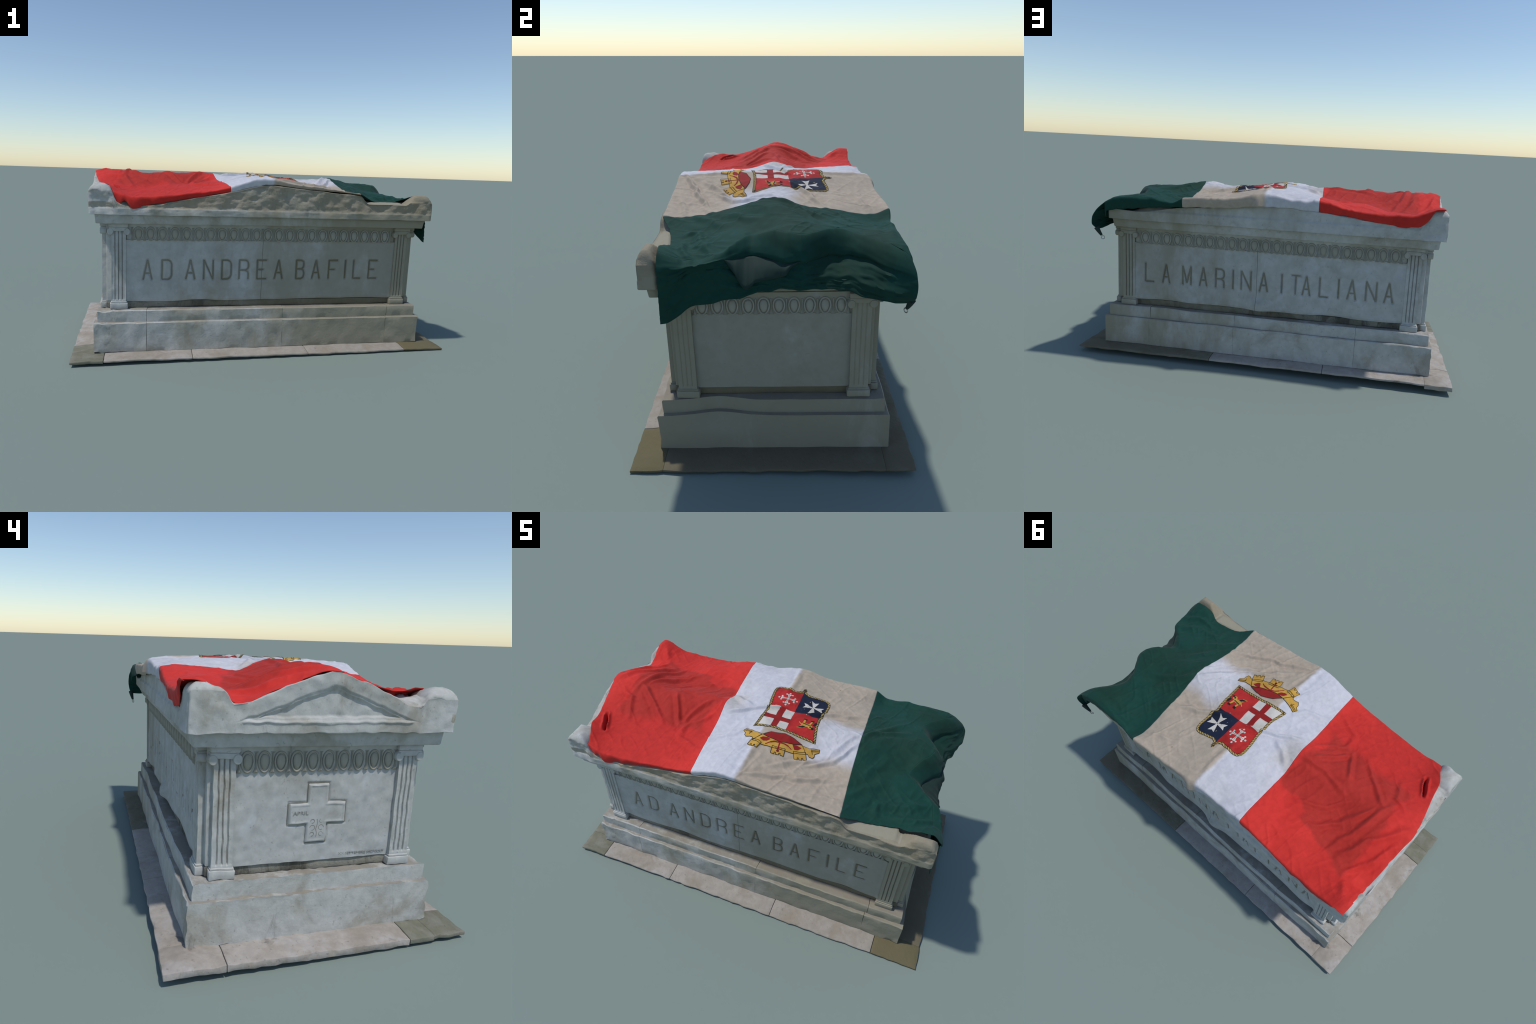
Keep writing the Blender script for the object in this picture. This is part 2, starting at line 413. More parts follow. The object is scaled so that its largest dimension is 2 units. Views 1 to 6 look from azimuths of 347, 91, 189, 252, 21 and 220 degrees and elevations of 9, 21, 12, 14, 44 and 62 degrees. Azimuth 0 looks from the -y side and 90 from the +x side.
def flag_z(x, y):
    x = np.asarray(x, float); y = np.asarray(y, float); shp = x.shape
    xf, yf = x.ravel(), y.ravel()
    z = _W[-3] + _W[-2]*xf + _W[-1]*yf
    for i in range(0, len(xf), 20000):
        s = slice(i, i+20000)
        d2 = (xf[s, None]-_A[None, :, 0])**2 + (yf[s, None]-_A[None, :, 1])**2
        z[s] += _phi(d2) @ _W[:-3]
    P = np.stack([xf, yf, 0*xf], 1)
    wob = 0.006*vnoise(P, 0.05, 2)
    for path, amp, w in FOLDS:
        best = np.full_like(xf, 9.0); tt = np.zeros_like(xf)
        for k in range(len(path)-1):
            d, t = seg_dist(xf+wob, yf-wob, path[k], path[k+1])
            m = d < best
            best[m] = d[m]; tt[m] = ((k+t)/(len(path)-1))[m]
        taper = np.clip(np.sin(np.pi*np.clip(tt*0.9+0.05, 0, 1))*1.4, 0, 1)
        w = w*0.85
        g = np.exp(-(best/w)**2) - 0.45*np.exp(-((best-1.9*w)/(1.1*w))**2)
        z += 1.5*amp*taper*g
    z += 0.0022*vnoise(P, 0.10, 21) + 0.0012*vnoise(P, 0.035, 22)
    Q = np.stack([(xf*0.5+yf*0.86), (xf*0.86-yf*0.5)*3.5, 0*xf], 1)
    z += 0.0018*vnoise(Q, 0.10, 31)
    # sharp crumple: ridged noise along two cloth directions, strongest on the red and white
    for c0, s0, sc, am, sd in ((.35, .94, .13, .0042, 51), (.80, -.60, .10, .0034, 52), (.10, 1.0, .07, .0018, 53)):
        R = np.stack([(xf*c0+yf*s0), (xf*s0-yf*c0)*2.6, 0*xf], 1)
        z += am*(np.clip(1-3.2*np.abs(vnoise(R, sc, sd)), 0, 1)**1.5 - .2)*(0.45+0.55*sstep(-.1, .5, vnoise(P, .22, sd+9)))
    return z.reshape(shp)

# plan outline of the cloth (where it folds over the edges)
y_S = curve([-.91, -.84, -.80, -.785, -.69, -.214, 0, .30, .488, .51, .56, .65, .725, .78, .85, .91],
            [-.20, -.35, -.43, -.458, -.465, -.463, -.467, -.458, -.455, -.446, -.418, -.396, -.386, -.405, -.400, -.394])
y_N = curve([-.92, -.86, -.80, -.6, -.272, 0, .2, .43, .55, .75, .88, .93], [.452, .458, .452, .447, .438, .452, .462, .474, .458, .458, .474, .490])
x_W = curve([-.48, -.44, -.40, -.349, -.27, -.17, -.08, 0, .06, .2, .3, .40, .48], [-.785, -.792, -.808, -.836, -.853, -.876, -.894, -.903, -.897, -.890, -.884, -.884, -.878])
x_RW = curve([-.48, -.2, 0, .2, .46], [-.214, -.236, -.250, -.262, -.272])
x_WG = curve([-.46, -.2, 0, .23, .47], [.489, .466, .456, .442, .430])
E_Y = [-.42, -.38, -.30, -.20, -.14, -.08, -.02, .04, .09, .15, .21, .26, .32, .38, .44, .50]
x_E = curve(E_Y, [.872, .872, .865, .842, .770, .708, .738, .782, .798, .768, .722, .708, .735, .788, .836, .885])

# skirts: world height of the lower hem along the long edges
hem_S = curve([-.81, -.785, -.77, -.735, -.694, -.6, -.5, -.387, -.3, -.214, -.1, 0, .14, .3, .488, .50],
              [.855, .795, .780, .800, .766, .785, .804, .820, .838, .853, .878, .895, .880, .868, .850, .845])
hem_N = curve([-.92, -.84, -.80, -.76, -.68, -.55, -.4, -.272, -.1, .04, .15, .24, .445, .7, .82, .855, .868, .93],
              [.905, .900, .845, .815, .812, .826, .842, .852, .862, .862, .846, .840, .830, .806, .790, .782, .700, .678])

def stripe_grid(xa, xb, ns, nt, n_skirt=12):
    """plan grid between two seam curves, with hanging skirts on both long edges"""
    t = np.linspace(0, 1, nt)
    y0 = -.465 + t*(.465+.465)
    s = np.linspace(0, 1, ns)
    X = np.array([(1-si)*xa(y0) + si*xb(y0) for si in s])
    for _ in range(2):
        Y = y_S(X) + t[None, :]*(y_N(X)-y_S(X))
        X = np.array([(1-si)*xa(Y[i]) + si*xb(Y[i]) for i, si in enumerate(s)])
    Z = flag_z(X, Y)
    Z -= .007*np.exp(-np.clip(X-x_W(Y), 0, 1)/.012)*sstep(-.30, -.05, Y)     # west hem clings to the gable
    def skirt(xe, ye, ze, hem, sgn):
        q = np.linspace(0, 1, n_skirt+1)[1:]
        drop = np.maximum(ze - hem, 0.006)
        r = np.minimum(0.011 if sgn > 0 else 0.007, drop*0.5)
        P = np.stack([xe, ye, ze], 1)
        wav = vnoise(np.stack([xe, 0*xe, 0*xe], 1), 0.045, 5)*0.006 + vnoise(np.stack([xe, 0*xe, 0*xe], 1), 0.02, 6)*0.003
        jag = vnoise(np.stack([xe, 0*xe, 0*xe], 1), 0.03, 8)*0.004
        ear = 0.024*np.exp(-((xe-0.035)/0.035)**2) if sgn > 0 else 0.012*np.exp(-((xe+0.73)/0.06)**2)
        rows = []
        for qi in q:
            out = r*(1-np.exp(-5*qi)) - 0.010*qi**2 + (wav+ear)*qi*np.clip(drop/0.04, 0, 1)
            rows.append(np.stack([xe, ye + sgn*out, ze - (drop+jag*qi*np.clip(drop/0.03, 0, 1))*qi**1.25], 1))
        return rows
    S = skirt(X[:, 0], Y[:, 0], Z[:, 0], np.where(X[:, 0] > .50, 9.0, hem_S(X[:, 0])), -1)
    N = skirt(X[:, -1], Y[:, -1], Z[:, -1], hem_N(X[:, -1]), +1)
    mid = [np.stack([X[:, j], Y[:, j], Z[:, j]], 1) for j in range(nt)]
    rows = S[::-1] + mid + N
    G = np.stack(rows, 1)                     # (ns, nt+2*skirt, 3)
    return G, n_skirt

def cloth_obj(name, G, mat, parent, thick=0.0022):
    nu, nv = G.shape[:2]
    ob = mesh_obj(name, G.reshape(-1, 3), grid_faces(nu, nv), mat, parent, 60)
    up = np.mean([p.normal.z for p in ob.data.polygons])
    if up < 0:
        ob.data.flip_normals()
    md = ob.modifiers.new('thickness', 'SOLIDIFY'); md.thickness = thick; md.offset = -1
    return ob

flag = empty('tricolour_flag')
flag['label'] = 'wrinkled red white and green flag with coat of arms'
flag['category'] = 'flag'
NT = 250
Gr, _ = stripe_grid(x_W, x_RW, 170, NT)
Gw, _ = stripe_grid(x_RW, x_WG, 190, NT)
Gg, NSK = stripe_grid(x_WG, x_E, 110, NT)
cloth_obj('red_stripe', Gr, M_RED, flag)
cloth_obj('white_stripe', Gw, M_WHITE, flag)

# eastern fall of the green stripe: fold line, lip, hollow under the lip, hem
e_lip_x = curve(E_Y, [.905, .908, .893, .865, .802, .772, .795, .840, .842, .805, .768, .763, .795, .850, .890, .918])
e_lip_z = curve(E_Y, [.800, .795, .798, .810, .800, .800, .800, .795, .800, .800, .800, .800, .800, .795, .785, .775])
e_hol_x = curve(E_Y, [.905, .905, .872, .860, .848, .845, .849, .860, .862, .848, .842, .844, .878, .908, .928, .934])
e_hol_z = curve(E_Y, [.700, .695, .765, .770, .752, .745, .747, .752, .750, .746, .745, .745, .738, .728, .720, .715])
e_hem_x = curve(E_Y, [.908, .908, .888, .874, .870, .868, .866, .866, .864, .862, .862, .868, .892, .902, .912, .922])
e_hem_z = curve(E_Y, [.592, .594, .640, .660, .674, .690, .702, .708, .710, .710, .710, .705, .692, .685, .676, .680])
edge = Gg[-1]; ye = edge[NSK:NSK+NT, 1]; xe = edge[NSK:NSK+NT, 0]; ze = edge[NSK:NSK+NT, 2]
KE = 44
kk = np.linspace(0, 3, KE+1)[1:]
rowsE = []
line = np.stack([ye, 0*ye, 0*ye], 1)
for k in kk:
    def lerp4(a):
        i = min(int(k), 2); f = k - i
        f = f*f*(3-2*f) if i == 0 else f
        return a[i]*(1-f) + a[i+1]*f
    xx = lerp4([xe, e_lip_x(ye), e_hol_x(ye), e_hem_x(ye)])
    zz = lerp4([ze, e_lip_z(ye), e_hol_z(ye), e_hem_z(ye)])
    if k < 1: xx = xx + 0.018*np.sin(np.pi*k)*np.clip((e_lip_x(ye)-xe)/0.05, 0, 1)   # rolled shoulder
    P = np.stack([0*ye + 0.3*k, ye, zz], 1)
    amp = min(1, k)
    xx = xx + amp*(0.006*(1+vnoise(P*[1, 1, 0.5], 0.06, 41)) + 0.004*vnoise(P, 0.028, 42))
    zz = zz + amp*0.006*vnoise(line, 0.035, 43)*min(1, k)
    rowsE.append(np.stack([xx, ye, zz], 1))
GE = np.stack([edge[NSK:NSK+NT]] + rowsE, 0)
# the north edge of the fall meets the end of the long skirt
nskirt = edge[NSK+NT-1:]                       # from the fold line down
qn = np.linspace(0, 1, len(nskirt)); qe = np.linspace(0, 1, GE.shape[0])
corner = np.array([nskirt[0], (.908, .484, .785), (.930, .486, .745), (.934, .483, .712), (.908, .476, .682)])
tgt = np.stack([curve(np.linspace(0, 1, 5), corner[:, c])(qe) for c in range(3)], 1)
for j in range(NT-14, NT):
    w = sstep(NT-15, NT-1, j)
    GE[:, j] = GE[:, j]*(1-w) + tgt*w
cloth_obj('green_stripe', Gg, M_GREEN, flag)
fall = cloth_obj('green_fall', GE, M_GREEN, flag)
if np.mean([p.normal.x for p in fall.data.polygons]) < 0: fall.data.flip_normals()

# tears of the scan shell, shaped as lips that stick out under the fold
ruf_y = np.linspace(-.175, .092, 54)
ruf_x = curve([-.175, -.14, -.095, -.06, -.02, .02, .041, .06, .092], [.838, .858, .886, .872, .866, .866, .876, .862, .846])(ruf_y)
ruf_z = curve([-.175, -.14, -.095, -.06, -.02, .02, .041, .06, .092], [.806, .765, .714, .738, .744, .752, .763, .788, .802])(ruf_y)
Vr = []
for k in range(9):
    f = k/8
    bx = e_lip_x(ruf_y)*(1-f) + ruf_x*f + .010*math.sin(math.pi*f)
    bz = (e_lip_z(ruf_y)+.004)*(1-f) + ruf_z*f + .004*math.sin(math.pi*f)
    jag = f*.003*vnoise(np.stack([ruf_y, 0*ruf_y, 0*ruf_y], 1), .012, 61)
    Vr.append(np.stack([bx+jag, ruf_y, bz+jag], 1))
ruffle = mesh_obj('scan_tear_lip', np.stack(Vr, 0).reshape(-1, 3), grid_faces(9, len(ruf_y)), M_LINING, flag, 60)
_md = ruffle.modifiers.new('thickness', 'SOLIDIFY'); _md.thickness = .002

# metal clip at the north-east corner
def torus(name, c, R, r, axis, mat, parent, squash=1.0):
    V = []; n, m = 24, 8
    for i in range(n):
        a = 2*math.pi*i/n
        for j in range(m):
            b = 2*math.pi*j/m
            p = np.array([(R+r*math.cos(b))*math.cos(a)*squash, r*math.sin(b), (R+r*math.cos(b))*math.sin(a)])
            ca, sa = math.cos(axis), math.sin(axis)
            V.append((c[0]+p[0]*ca-p[1]*sa, c[1]+p[0]*sa+p[1]*ca, c[2]+p[2]))
    F = [(i*m+j, ((i+1) % n)*m+j, ((i+1) % n)*m+(j+1) % m, i*m+(j+1) % m) for i in range(n) for j in range(m)]
    return mesh_obj(name, V, F, mat, parent, 60)
def tube(name, pts, rad, mat, parent, m=8):
    pts = np.array(pts, float); V = []; F = []
    for i, p in enumerate(pts):
        d = pts[min(i+1, len(pts)-1)] - pts[max(i-1, 0)]; d /= np.linalg.norm(d)
        a = np.cross(d, [0.3, 0.8, 0.1]); a /= np.linalg.norm(a); b = np.cross(d, a)
        r = rad[i] if hasattr(rad, '__len__') else rad
        for j in range(m):
            th = 2*math.pi*j/m
            V.append(p + r*(a*math.cos(th)+b*math.sin(th)))
    for i in range(len(pts)-1):
        for j in range(m):
            F.append((i*m+j, i*m+(j+1) % m, (i+1)*m+(j+1) % m, (i+1)*m+j))
    F.append(tuple(range(m))); F.append(tuple((len(pts)-1)*m+j for j in range(m)))
    return mesh_obj(name, V, F, mat, parent, 60)
tube('flag_toggle', [(.912, .474, .692), (.903, .472, .675), (.893, .469, .658), (.886, .467, .648)], [.014, .011, .008, .006], M_LINING, flag)
torus('flag_ring', (.880, .466, .637), .0085, .0022, 0.5, M_STEEL, flag)

# ---- coat of arms: cloth pieces laid on the white stripe, in emblem axes (a right, b up)
def em(a, b):
    a = np.asarray(a, float); b = np.asarray(b, float)
    return .0955 - a + .045*b, .066 - .06*a - b

def drape(name, polys, layer, mat, parent, cell=0.009):
    bm = bmesh.new()
    for poly in polys:
        x, y = em([p[0] for p in poly], [p[1] for p in poly])
        vs = [bm.verts.new((xx, yy, 0)) for xx, yy in zip(x, y)]
        try: bm.faces.new(vs)
        except ValueError: pass
    bmesh.ops.triangulate(bm, faces=bm.faces)
    xs = [v.co.x for v in bm.verts]; ys = [v.co.y for v in bm.verts]
    for ax, vals in ((0, xs), (1, ys)):
        k = math.ceil(min(vals)/cell)
        while k*cell < max(vals):
            co = [0, 0, 0]; co[ax] = k*cell; no = [0, 0, 0]; no[ax] = 1
            bmesh.ops.bisect_plane(bm, geom=bm.verts[:]+bm.edges[:]+bm.faces[:], plane_co=co, plane_no=no, dist=1e-6)
            k += 1
    P = np.array([v.co[:] for v in bm.verts])
    z = flag_z(P[:, 0], P[:, 1]) + 0.0014 + 0.0007*layer
    for v, zz in zip(bm.verts, z): v.co.z = zz
    bmesh.ops.recalc_face_normals(bm, faces=bm.faces)
    for f in bm.faces:
        f.smooth = True
        if f.normal.z < 0: f.normal_flip()
    me = bpy.data.meshes.new(name); bm.to_mesh(me); bm.free()
    me.materials.append(mat)
    ob = bpy.data.objects.new(name, me); bpy.context.scene.collection.objects.link(ob)
    ob.parent = parent
    return ob

def clip(poly, nx, ny, c):
    """keep the part of the polygon where nx*a+ny*b >= c"""
    out = []
    for i in range(len(poly)):
        p, q = poly[i], poly[(i+1) % len(poly)]
        dp = nx*p[0]+ny*p[1]-c; dq = nx*q[0]+ny*q[1]-c
        if dp >= 0: out.append(p)
        if (dp >= 0) != (dq >= 0):
            t = dp/(dp-dq); out.append((p[0]+t*(q[0]-p[0]), p[1]+t*(q[1]-p[1])))
    return out

def resample(poly, n):
    P = np.array(list(poly)+[poly[0]], float)
    L = np.concatenate([[0], np.cumsum(np.hypot(*np.diff(P, axis=0).T))])
    s = np.linspace(0, L[-1], n+1)[:-1]
    return np.stack([np.interp(s, L, P[:, 0]), np.interp(s, L, P[:, 1])], 1)

def disc(c, r, n=14, ry=None):
    return [(c[0]+r*math.cos(2*math.pi*i/n), c[1]+(ry or r)*math.sin(2*math.pi*i/n)) for i in range(n)]
def bar(p, q, w, w2=None):
    p = np.array(p, float); q = np.array(q, float); d = q-p; d /= np.linalg.norm(d); nn = np.array([-d[1], d[0]])
    w2 = w if w2 is None else w2
    return [tuple(p+nn*w), tuple(p-nn*w), tuple(q-nn*w2), tuple(q+nn*w2)]

half = [(0, .166), (.06, .168), (.156, .176), (.149, .14), (.139, .08), (.136, .0), (.146, -.07), (.150, -.125), (.146, -.152), (.132, -.168), (.11, -.172), (.065, -.167), (.03, -.163), (.012, -.172), (0, -.204)]
outer = [p for p in half] + [(-a, b) for a, b in half[-2:0:-1]]
OUT = resample(outer, 240)
cen = np.array([0, 0.0])
tang = np.roll(OUT, -1, 0) - np.roll(OUT, 1, 0); tang /= np.linalg.norm(tang, axis=1)[:, None]
nrm = np.stack([-tang[:, 1], tang[:, 0]], 1)
if ((OUT+nrm*0.01-cen)**2).sum() > ((OUT-cen)**2).sum(): nrm = -nrm
INN = OUT + nrm*0.0115

arms = drape('coat_of_arms', [[tuple(OUT[i]), tuple(OUT[(i+1) % 240]), tuple(INN[(i+1) % 240]), tuple(INN[i])] for i in range(240)], 0, M_ROPE, flag)
# twisted strands of the rope and its dark outline
str_polys = []
for i in range(0, 240, 3):
    a, b = OUT[i]*0.94+INN[i]*0.06, INN[(i+3) % 240]*0.94 + OUT[(i+3) % 240]*0.06
    str_polys.append(bar(a, b, 0.0011))
edge_polys = [bar(OUT[i], OUT[(i+1) % 240], 0.0009) for i in range(240)] + [bar(INN[i], INN[(i+1) % 240], 0.0009) for i in range(240)]
drape('rope_strand', str_polys + edge_polys, 2, M_BLACK, arms)
inner = [tuple(p) for p in INN]
field = lambda sx, sy: clip(clip(inner, sx, 0, 0), 0, sy, 0)
drape('red_quarter', [field(-1, 1)], 0, M_FRED, arms)
drape('white_quarter', [field(1, 1)], 0, M_INKWHITE, arms)
drape('navy_quarter', [field(-1, -1)], 0, M_NAVY, arms)
drape('red_quarter', [field(1, -1)], 0, M_FRED, arms)
q2 = field(1, 1)
drape('red_cross', [clip(clip(q2, 1, 0, .046), -1, 0, -.076), clip(clip(clip(q2, 0, 1, .070), 0, -1, -.100), -1, 0, -.046), clip(clip(clip(q2, 0, 1, .070), 0, -1, -.100), 1, 0, .076)], 1, M_DRED, arms)
# eight-pointed white cross
mc = np.array([-.0755, -.078]); mal = []
for k in range(4):
    a = math.pi/2*k + 0.04
    R = np.array([[math.cos(a), -math.sin(a)], [math.sin(a), math.cos(a)]])
    mal.append([tuple(mc + R @ np.array(p)) for p in ((.002, -.003), (.052, -.019), (.042, 0), (.052, .019), (.002, .003))])
drape('eight_pointed_cross', mal, 1, M_INKWHITE, arms)
# knobbed cross
pc = np.array([.060, -.078]); pis = []; pisk = []
for k in range(4):
    a = math.pi/2*k + 0.02
    R = np.array([[math.cos(a), -math.sin(a)], [math.sin(a), math.cos(a)]])
    f = lambda p: tuple(pc + R @ np.array(p))
    pis.append([f(p) for p in ((.000, -.0035), (.020, -.0045), (.034, -.011), (.038, 0), (.034, .011), (.020, .0045), (.000, .0035))])
    for p, r in (((.047, 0), .0055), ((.034, .015), .005), ((.034, -.015), .005)):
        pis.append(disc(f(p), r, 10))
    pisk.append([f(p) for p in ((.004, -.0008), (.030, -.0008), (.030, .0008), (.004, .0008))])
drape('knobbed_cross', pis, 1, M_INKWHITE, arms)
drape('knobbed_cross_line', pisk, 2, M_BLACK, arms)
# small gold beast on the red quarter (plain stand-in)
lc = (-.079, .080)
sh = lambda pts: [(lc[0]+x, lc[1]+y) for x, y in pts]
drape('gold_beast', [disc((lc[0], lc[1]), .024, 16, .012), disc((lc[0]-.026, lc[1]+.010), .012, 12),
                     bar((lc[0]-.018, lc[1]-.004), (lc[0]-.026, lc[1]-.034), .005, .004),
                     bar((lc[0]+.012, lc[1]-.006), (lc[0]+.010, lc[1]-.036), .006, .004),
                     sh([(-.010, .008), (.012, .030), (.038, .034), (.020, .010)]),
                     bar((lc[0]+.022, lc[1]), (lc[0]+.036, lc[1]-.012), .002)], 1, M_GOLD, arms)
drape('gold_beast_outline', [sh([(-.004, .012), (.010, .026), (.028, .030), (.012, .010)]), disc((lc[0]-.038, lc[1]+.016), .007, 10),
                             bar((lc[0]-.040, lc[1]-.004), (lc[0]-.046, lc[1]-.028), .006), bar((lc[0]-.018, lc[1]-.036), (lc[0]-.034, lc[1]-.038), .005),
                             bar((lc[0]+.002, lc[1]-.037), (lc[0]+.018, lc[1]-.040), .006), bar((lc[0]-.020, lc[1]-.002), (lc[0]+.016, lc[1]-.009), .0025),
                             disc((lc[0]-.026, lc[1]+.010), .005, 8), bar((lc[0]+.016, lc[1]+.018), (lc[0]+.034, lc[1]+.026), .002)], 2, M_BLACK, arms)

# crown with three battlemented towers, two prows, a red anchor
def arc(a): return .238 + .026*(1-(np.asarray(a)/.10)**2)
body_top = [(-.132, .254), (-.08, .278), (-.038, .286), (0, .289), (.024, .288), (.08, .291), (.124, .281)]
gold_body = [(-.101, .209), (-.05, .228), (0, .238), (.05, .240), (.088, .232)] + [(.124, .281), (.08, .293), (.024, .289), (-.038, .282), (-.08, .277), (-.132, .254)]
def tower(p, q, h):
    """battlemented tower standing on the segment p-q"""
    p = np.array(p); q = np.array(q); d = q-p; n = np.array([-d[1], d[0]]); n /= np.linalg.norm(n)
    prof = [(0, -.01), (0, h), (.27, h), (.27, h*.70), (.38, h*.70), (.38, h), (.62, h), (.62, h*.70), (.73, h*.70), (.73, h), (1, h), (1, -.01)]
    return [tuple(p+d*u+n*v) for u, v in prof][::-1]
T = [tower((-.132, .254), (-.078, .276), .034), tower((-.038, .281), (.023, .288), .036), tower((.079, .292), (.127, .280), .034)]
prow_l = [(-.185, .200), (-.187, .219), (-.170, .234), (-.172, .250), (-.166, .263), (-.150, .262), (-.140, .252), (-.130, .252), (-.104, .212), (-.140, .214)]
prow_r = [(.176, .204), (.187, .224), (.172, .238), (.172, .252), (.162, .266), (.146, .262), (.130, .262), (.122, .280), (.090, .232), (.136, .220)]
crown = drape('naval_crown', [gold_body, prow_l, prow_r] + T, 0, M_GOLD, flag)
lens = [(-.101, .207), (-.051, .188), (-.008, .181), (.053, .200), (.086, .231), (.05, .240), (0, .238), (-.05, .228)]
drape('crown_cap', [lens], 1, M_DRED, crown)
anchor = [bar((-.006, .290), (-.001, .244), .003), bar((-.018, .282), (.008, .284), .0025)]
apts = [(-.063, .259), (-.045, .248), (-.024, .243), (-.001, .242), (.022, .248), (.040, .262), (.058, .282)]
anchor += [bar(apts[i], apts[i+1], .0035 if 0 < i < 5 else .002) for i in range(6)]
anchor += [disc((-.008, .297), .007, 12)]
anchor += [[(-.103, .228), (-.092, .246), (-.076, .254), (-.064, .236), (-.058, .226), (-.080, .222)], [(.044, .246), (.058, .262), (.074, .268), (.092, .262), (.080, .246), (.060, .240)]]
drape('crown_anchor', anchor, 2, M_DRED, crown)
def outline(poly, w=.0010): return [bar(poly[i], poly[(i+1) % len(poly)], w) for i in range(len(poly))]
lines = outline(gold_body) + outline(prow_l) + outline(prow_r) + sum([outline(t) for t in T], []) + outline(lens)
lines += [bar((-.185+.0, .206+.006*k), (-.150, .222+.006*k), .0008) for k in range(2)] + [bar((.180, .212+.008*k), (.140, .228+.006*k), .0008) for k in range(2)]
lines += [bar((-.150, .216), (-.160, .240), .0012), bar((.145, .222), (.152, .244), .0012)]
lines += [bar(disc((-.008, .297), .0035, 8)[i], disc((-.008, .297), .0035, 8)[(i+1) % 8], .001) for i in range(8)]
drape('crown_outline', lines, 3, M_BLACK, crown)

# ------------------------------------------------------------------ stone: paving
def pave_warp(seed):
    def f(V):
        e = np.maximum(np.abs(V[:, 0])-.985, 0) + np.maximum(np.abs(V[:, 1])-.525, 0)
        V = V.copy()
        rim = sstep(.93, 1.0, np.abs(V[:, 0])) + sstep(.47, .54, np.abs(V[:, 1]))
        V[:, 0] += np.where(np.abs(V[:, 0]) > .985, 0.004*vnoise(V, .03, seed), 0)
        V[:, 1] += np.where(np.abs(V[:, 1]) > .525, 0.003*vnoise(V, .03, seed+1), 0)
        V[:, 2] += 0.0025*fbm(V, .12, seed+2) - 0.006*np.clip(rim, 0, 1)
        return V
    return f
TOP = .036
def pave(x0, x1, y0, y1, mat=None, th=.013, seed=1):
    return block('paving_slab', (x0, y0, TOP-th), (x1, y1, TOP), mat or M_PAVE, tomb, step=.022, ch=.0018, warp=pave_warp(seed), amp=.001, west=.0028, seed=seed)
g = .0012
SX = [-.835, -.40, .212, .77]
xs_ = [-.9955] + SX + [1.0]
YS, YN = -.5455, .531
for i in range(5):
    pave(xs_[i]+g*(i > 0), xs_[i+1]-g*(i < 4), YS, -.42, {0: M_LICHEN, 4: M_MOSS}.get(i), .009 if i else .014)
NX = [-.86, -.345, .257, 1.0]
for i in range(3):
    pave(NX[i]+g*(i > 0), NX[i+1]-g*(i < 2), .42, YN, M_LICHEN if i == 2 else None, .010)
pave(-.9955, -.86, .335+g, YN, None, .024)
pave(-.9955, -.86, -.318+g, .335-g, None, .024)
pave(-.9955, -.86, -.42, -.318-g, M_LICHEN, .018)
pave(.86, 1.0, -.42, .42, M_LICHEN, .010)
# bed of the monument, down to the ground
block('foundation', (-.87, -.43, .0185), (.87, .43, .034), M_GRIME, tomb, step=.08, west=.001)
# ---- plinth courses in blocks; joints run skew from the south face to the north face
def course(z0, z1, hx, hy, joints, seed, mat_ends, wave):
    ends = [(-hx, -hx)] + joints + [(hx, hx)]
    for i in range(len(ends)-1):
        (a0, a1), (b0, b1) = ends[i], ends[i+1]
        def warp(V, a0=a0, a1=a1, b0=b0, b1=b1):
            V = V.copy()
            u = V[:, 0]; f = (V[:, 1]+hy)/(2*hy)
            lo = a0*(1-f)+a1*f; hi = b0*(1-f)+b1*f
            V[:, 0] = lo + g/2 + u*(hi-lo-g)
            south = sstep(-hy+.05, -hy, V[:, 1]); north = sstep(hy-.05, hy, V[:, 1])
            V[:, 1] += wave*north*fbm(V*[1, .2, .6], .22, seed, 2) + south*.0035*fbm(V, .035, seed+9, 3)
            V[:, 2] += np.where(V[:, 2] > z1-.004, .0035*vnoise(V, .12, seed+4)*(south+north), 0)
            V[:, 0] -= .026*(V[:, 0] > hx-.03)*np.exp(-((V[:, 1]+.21)/.11)**2)*sstep(.10, .19, V[:, 2])
            return V
        # lattice in unit x, scaled by the warp
        n_len = (b0-a0+b1-a1)/2
        stone_block(z0, z1, hy, n_len, warp, mat_ends, seed+i)
def stone_block(z0, z1, hy, length, warp, mat, seed):
    sx = lattice_axis(0, length, .022, .005)/length
    ob = block_axes('plinth_block', [sx, lattice_axis(-hy, hy, .022, .005), lattice_axis(z0, z1, .022, .005)], mat, warp, seed)
    return ob
def block_axes(name, ax, mat, warp, seed):
    n = [len(a) for a in ax]; V = []; ids = -np.ones(n, int)
    pull = .0022
    for i in range(n[0]):
        for j in range(n[1]):
            for k in range(n[2]):
                e = [i in (0, n[0]-1), j in (0, n[1]-1), k in (0, n[2]-1)]
                if not any(e): continue
                ids[i, j, k] = len(V)
                p = [ax[0][i], ax[1][j], ax[2][k]]
                if e[1] and e[2]:
                    p[1] -= pull*np.sign(p[1]); p[2] += pull if k == 0 else -pull
                V.append(p)
    F = []
    for k in (0, n[2]-1):
        a = ids[:, :, k]; F += list(zip(a[:-1, :-1].ravel(), a[1:, :-1].ravel(), a[1:, 1:].ravel(), a[:-1, 1:].ravel()))
    for j in (0, n[1]-1):
        a = ids[:, j, :]; F += list(zip(a[:-1, :-1].ravel(), a[1:, :-1].ravel(), a[1:, 1:].ravel(), a[:-1, 1:].ravel()))
    for i in (0, n[0]-1):
        a = ids[i]; F += list(zip(a[:-1, :-1].ravel(), a[1:, :-1].ravel(), a[1:, 1:].ravel(), a[:-1, 1:].ravel()))
    V = scan_jitter(warp(np.array(V)), .0012, .0052, seed, .014)
    return mesh_obj(name, V, F, mat, tomb, 32)
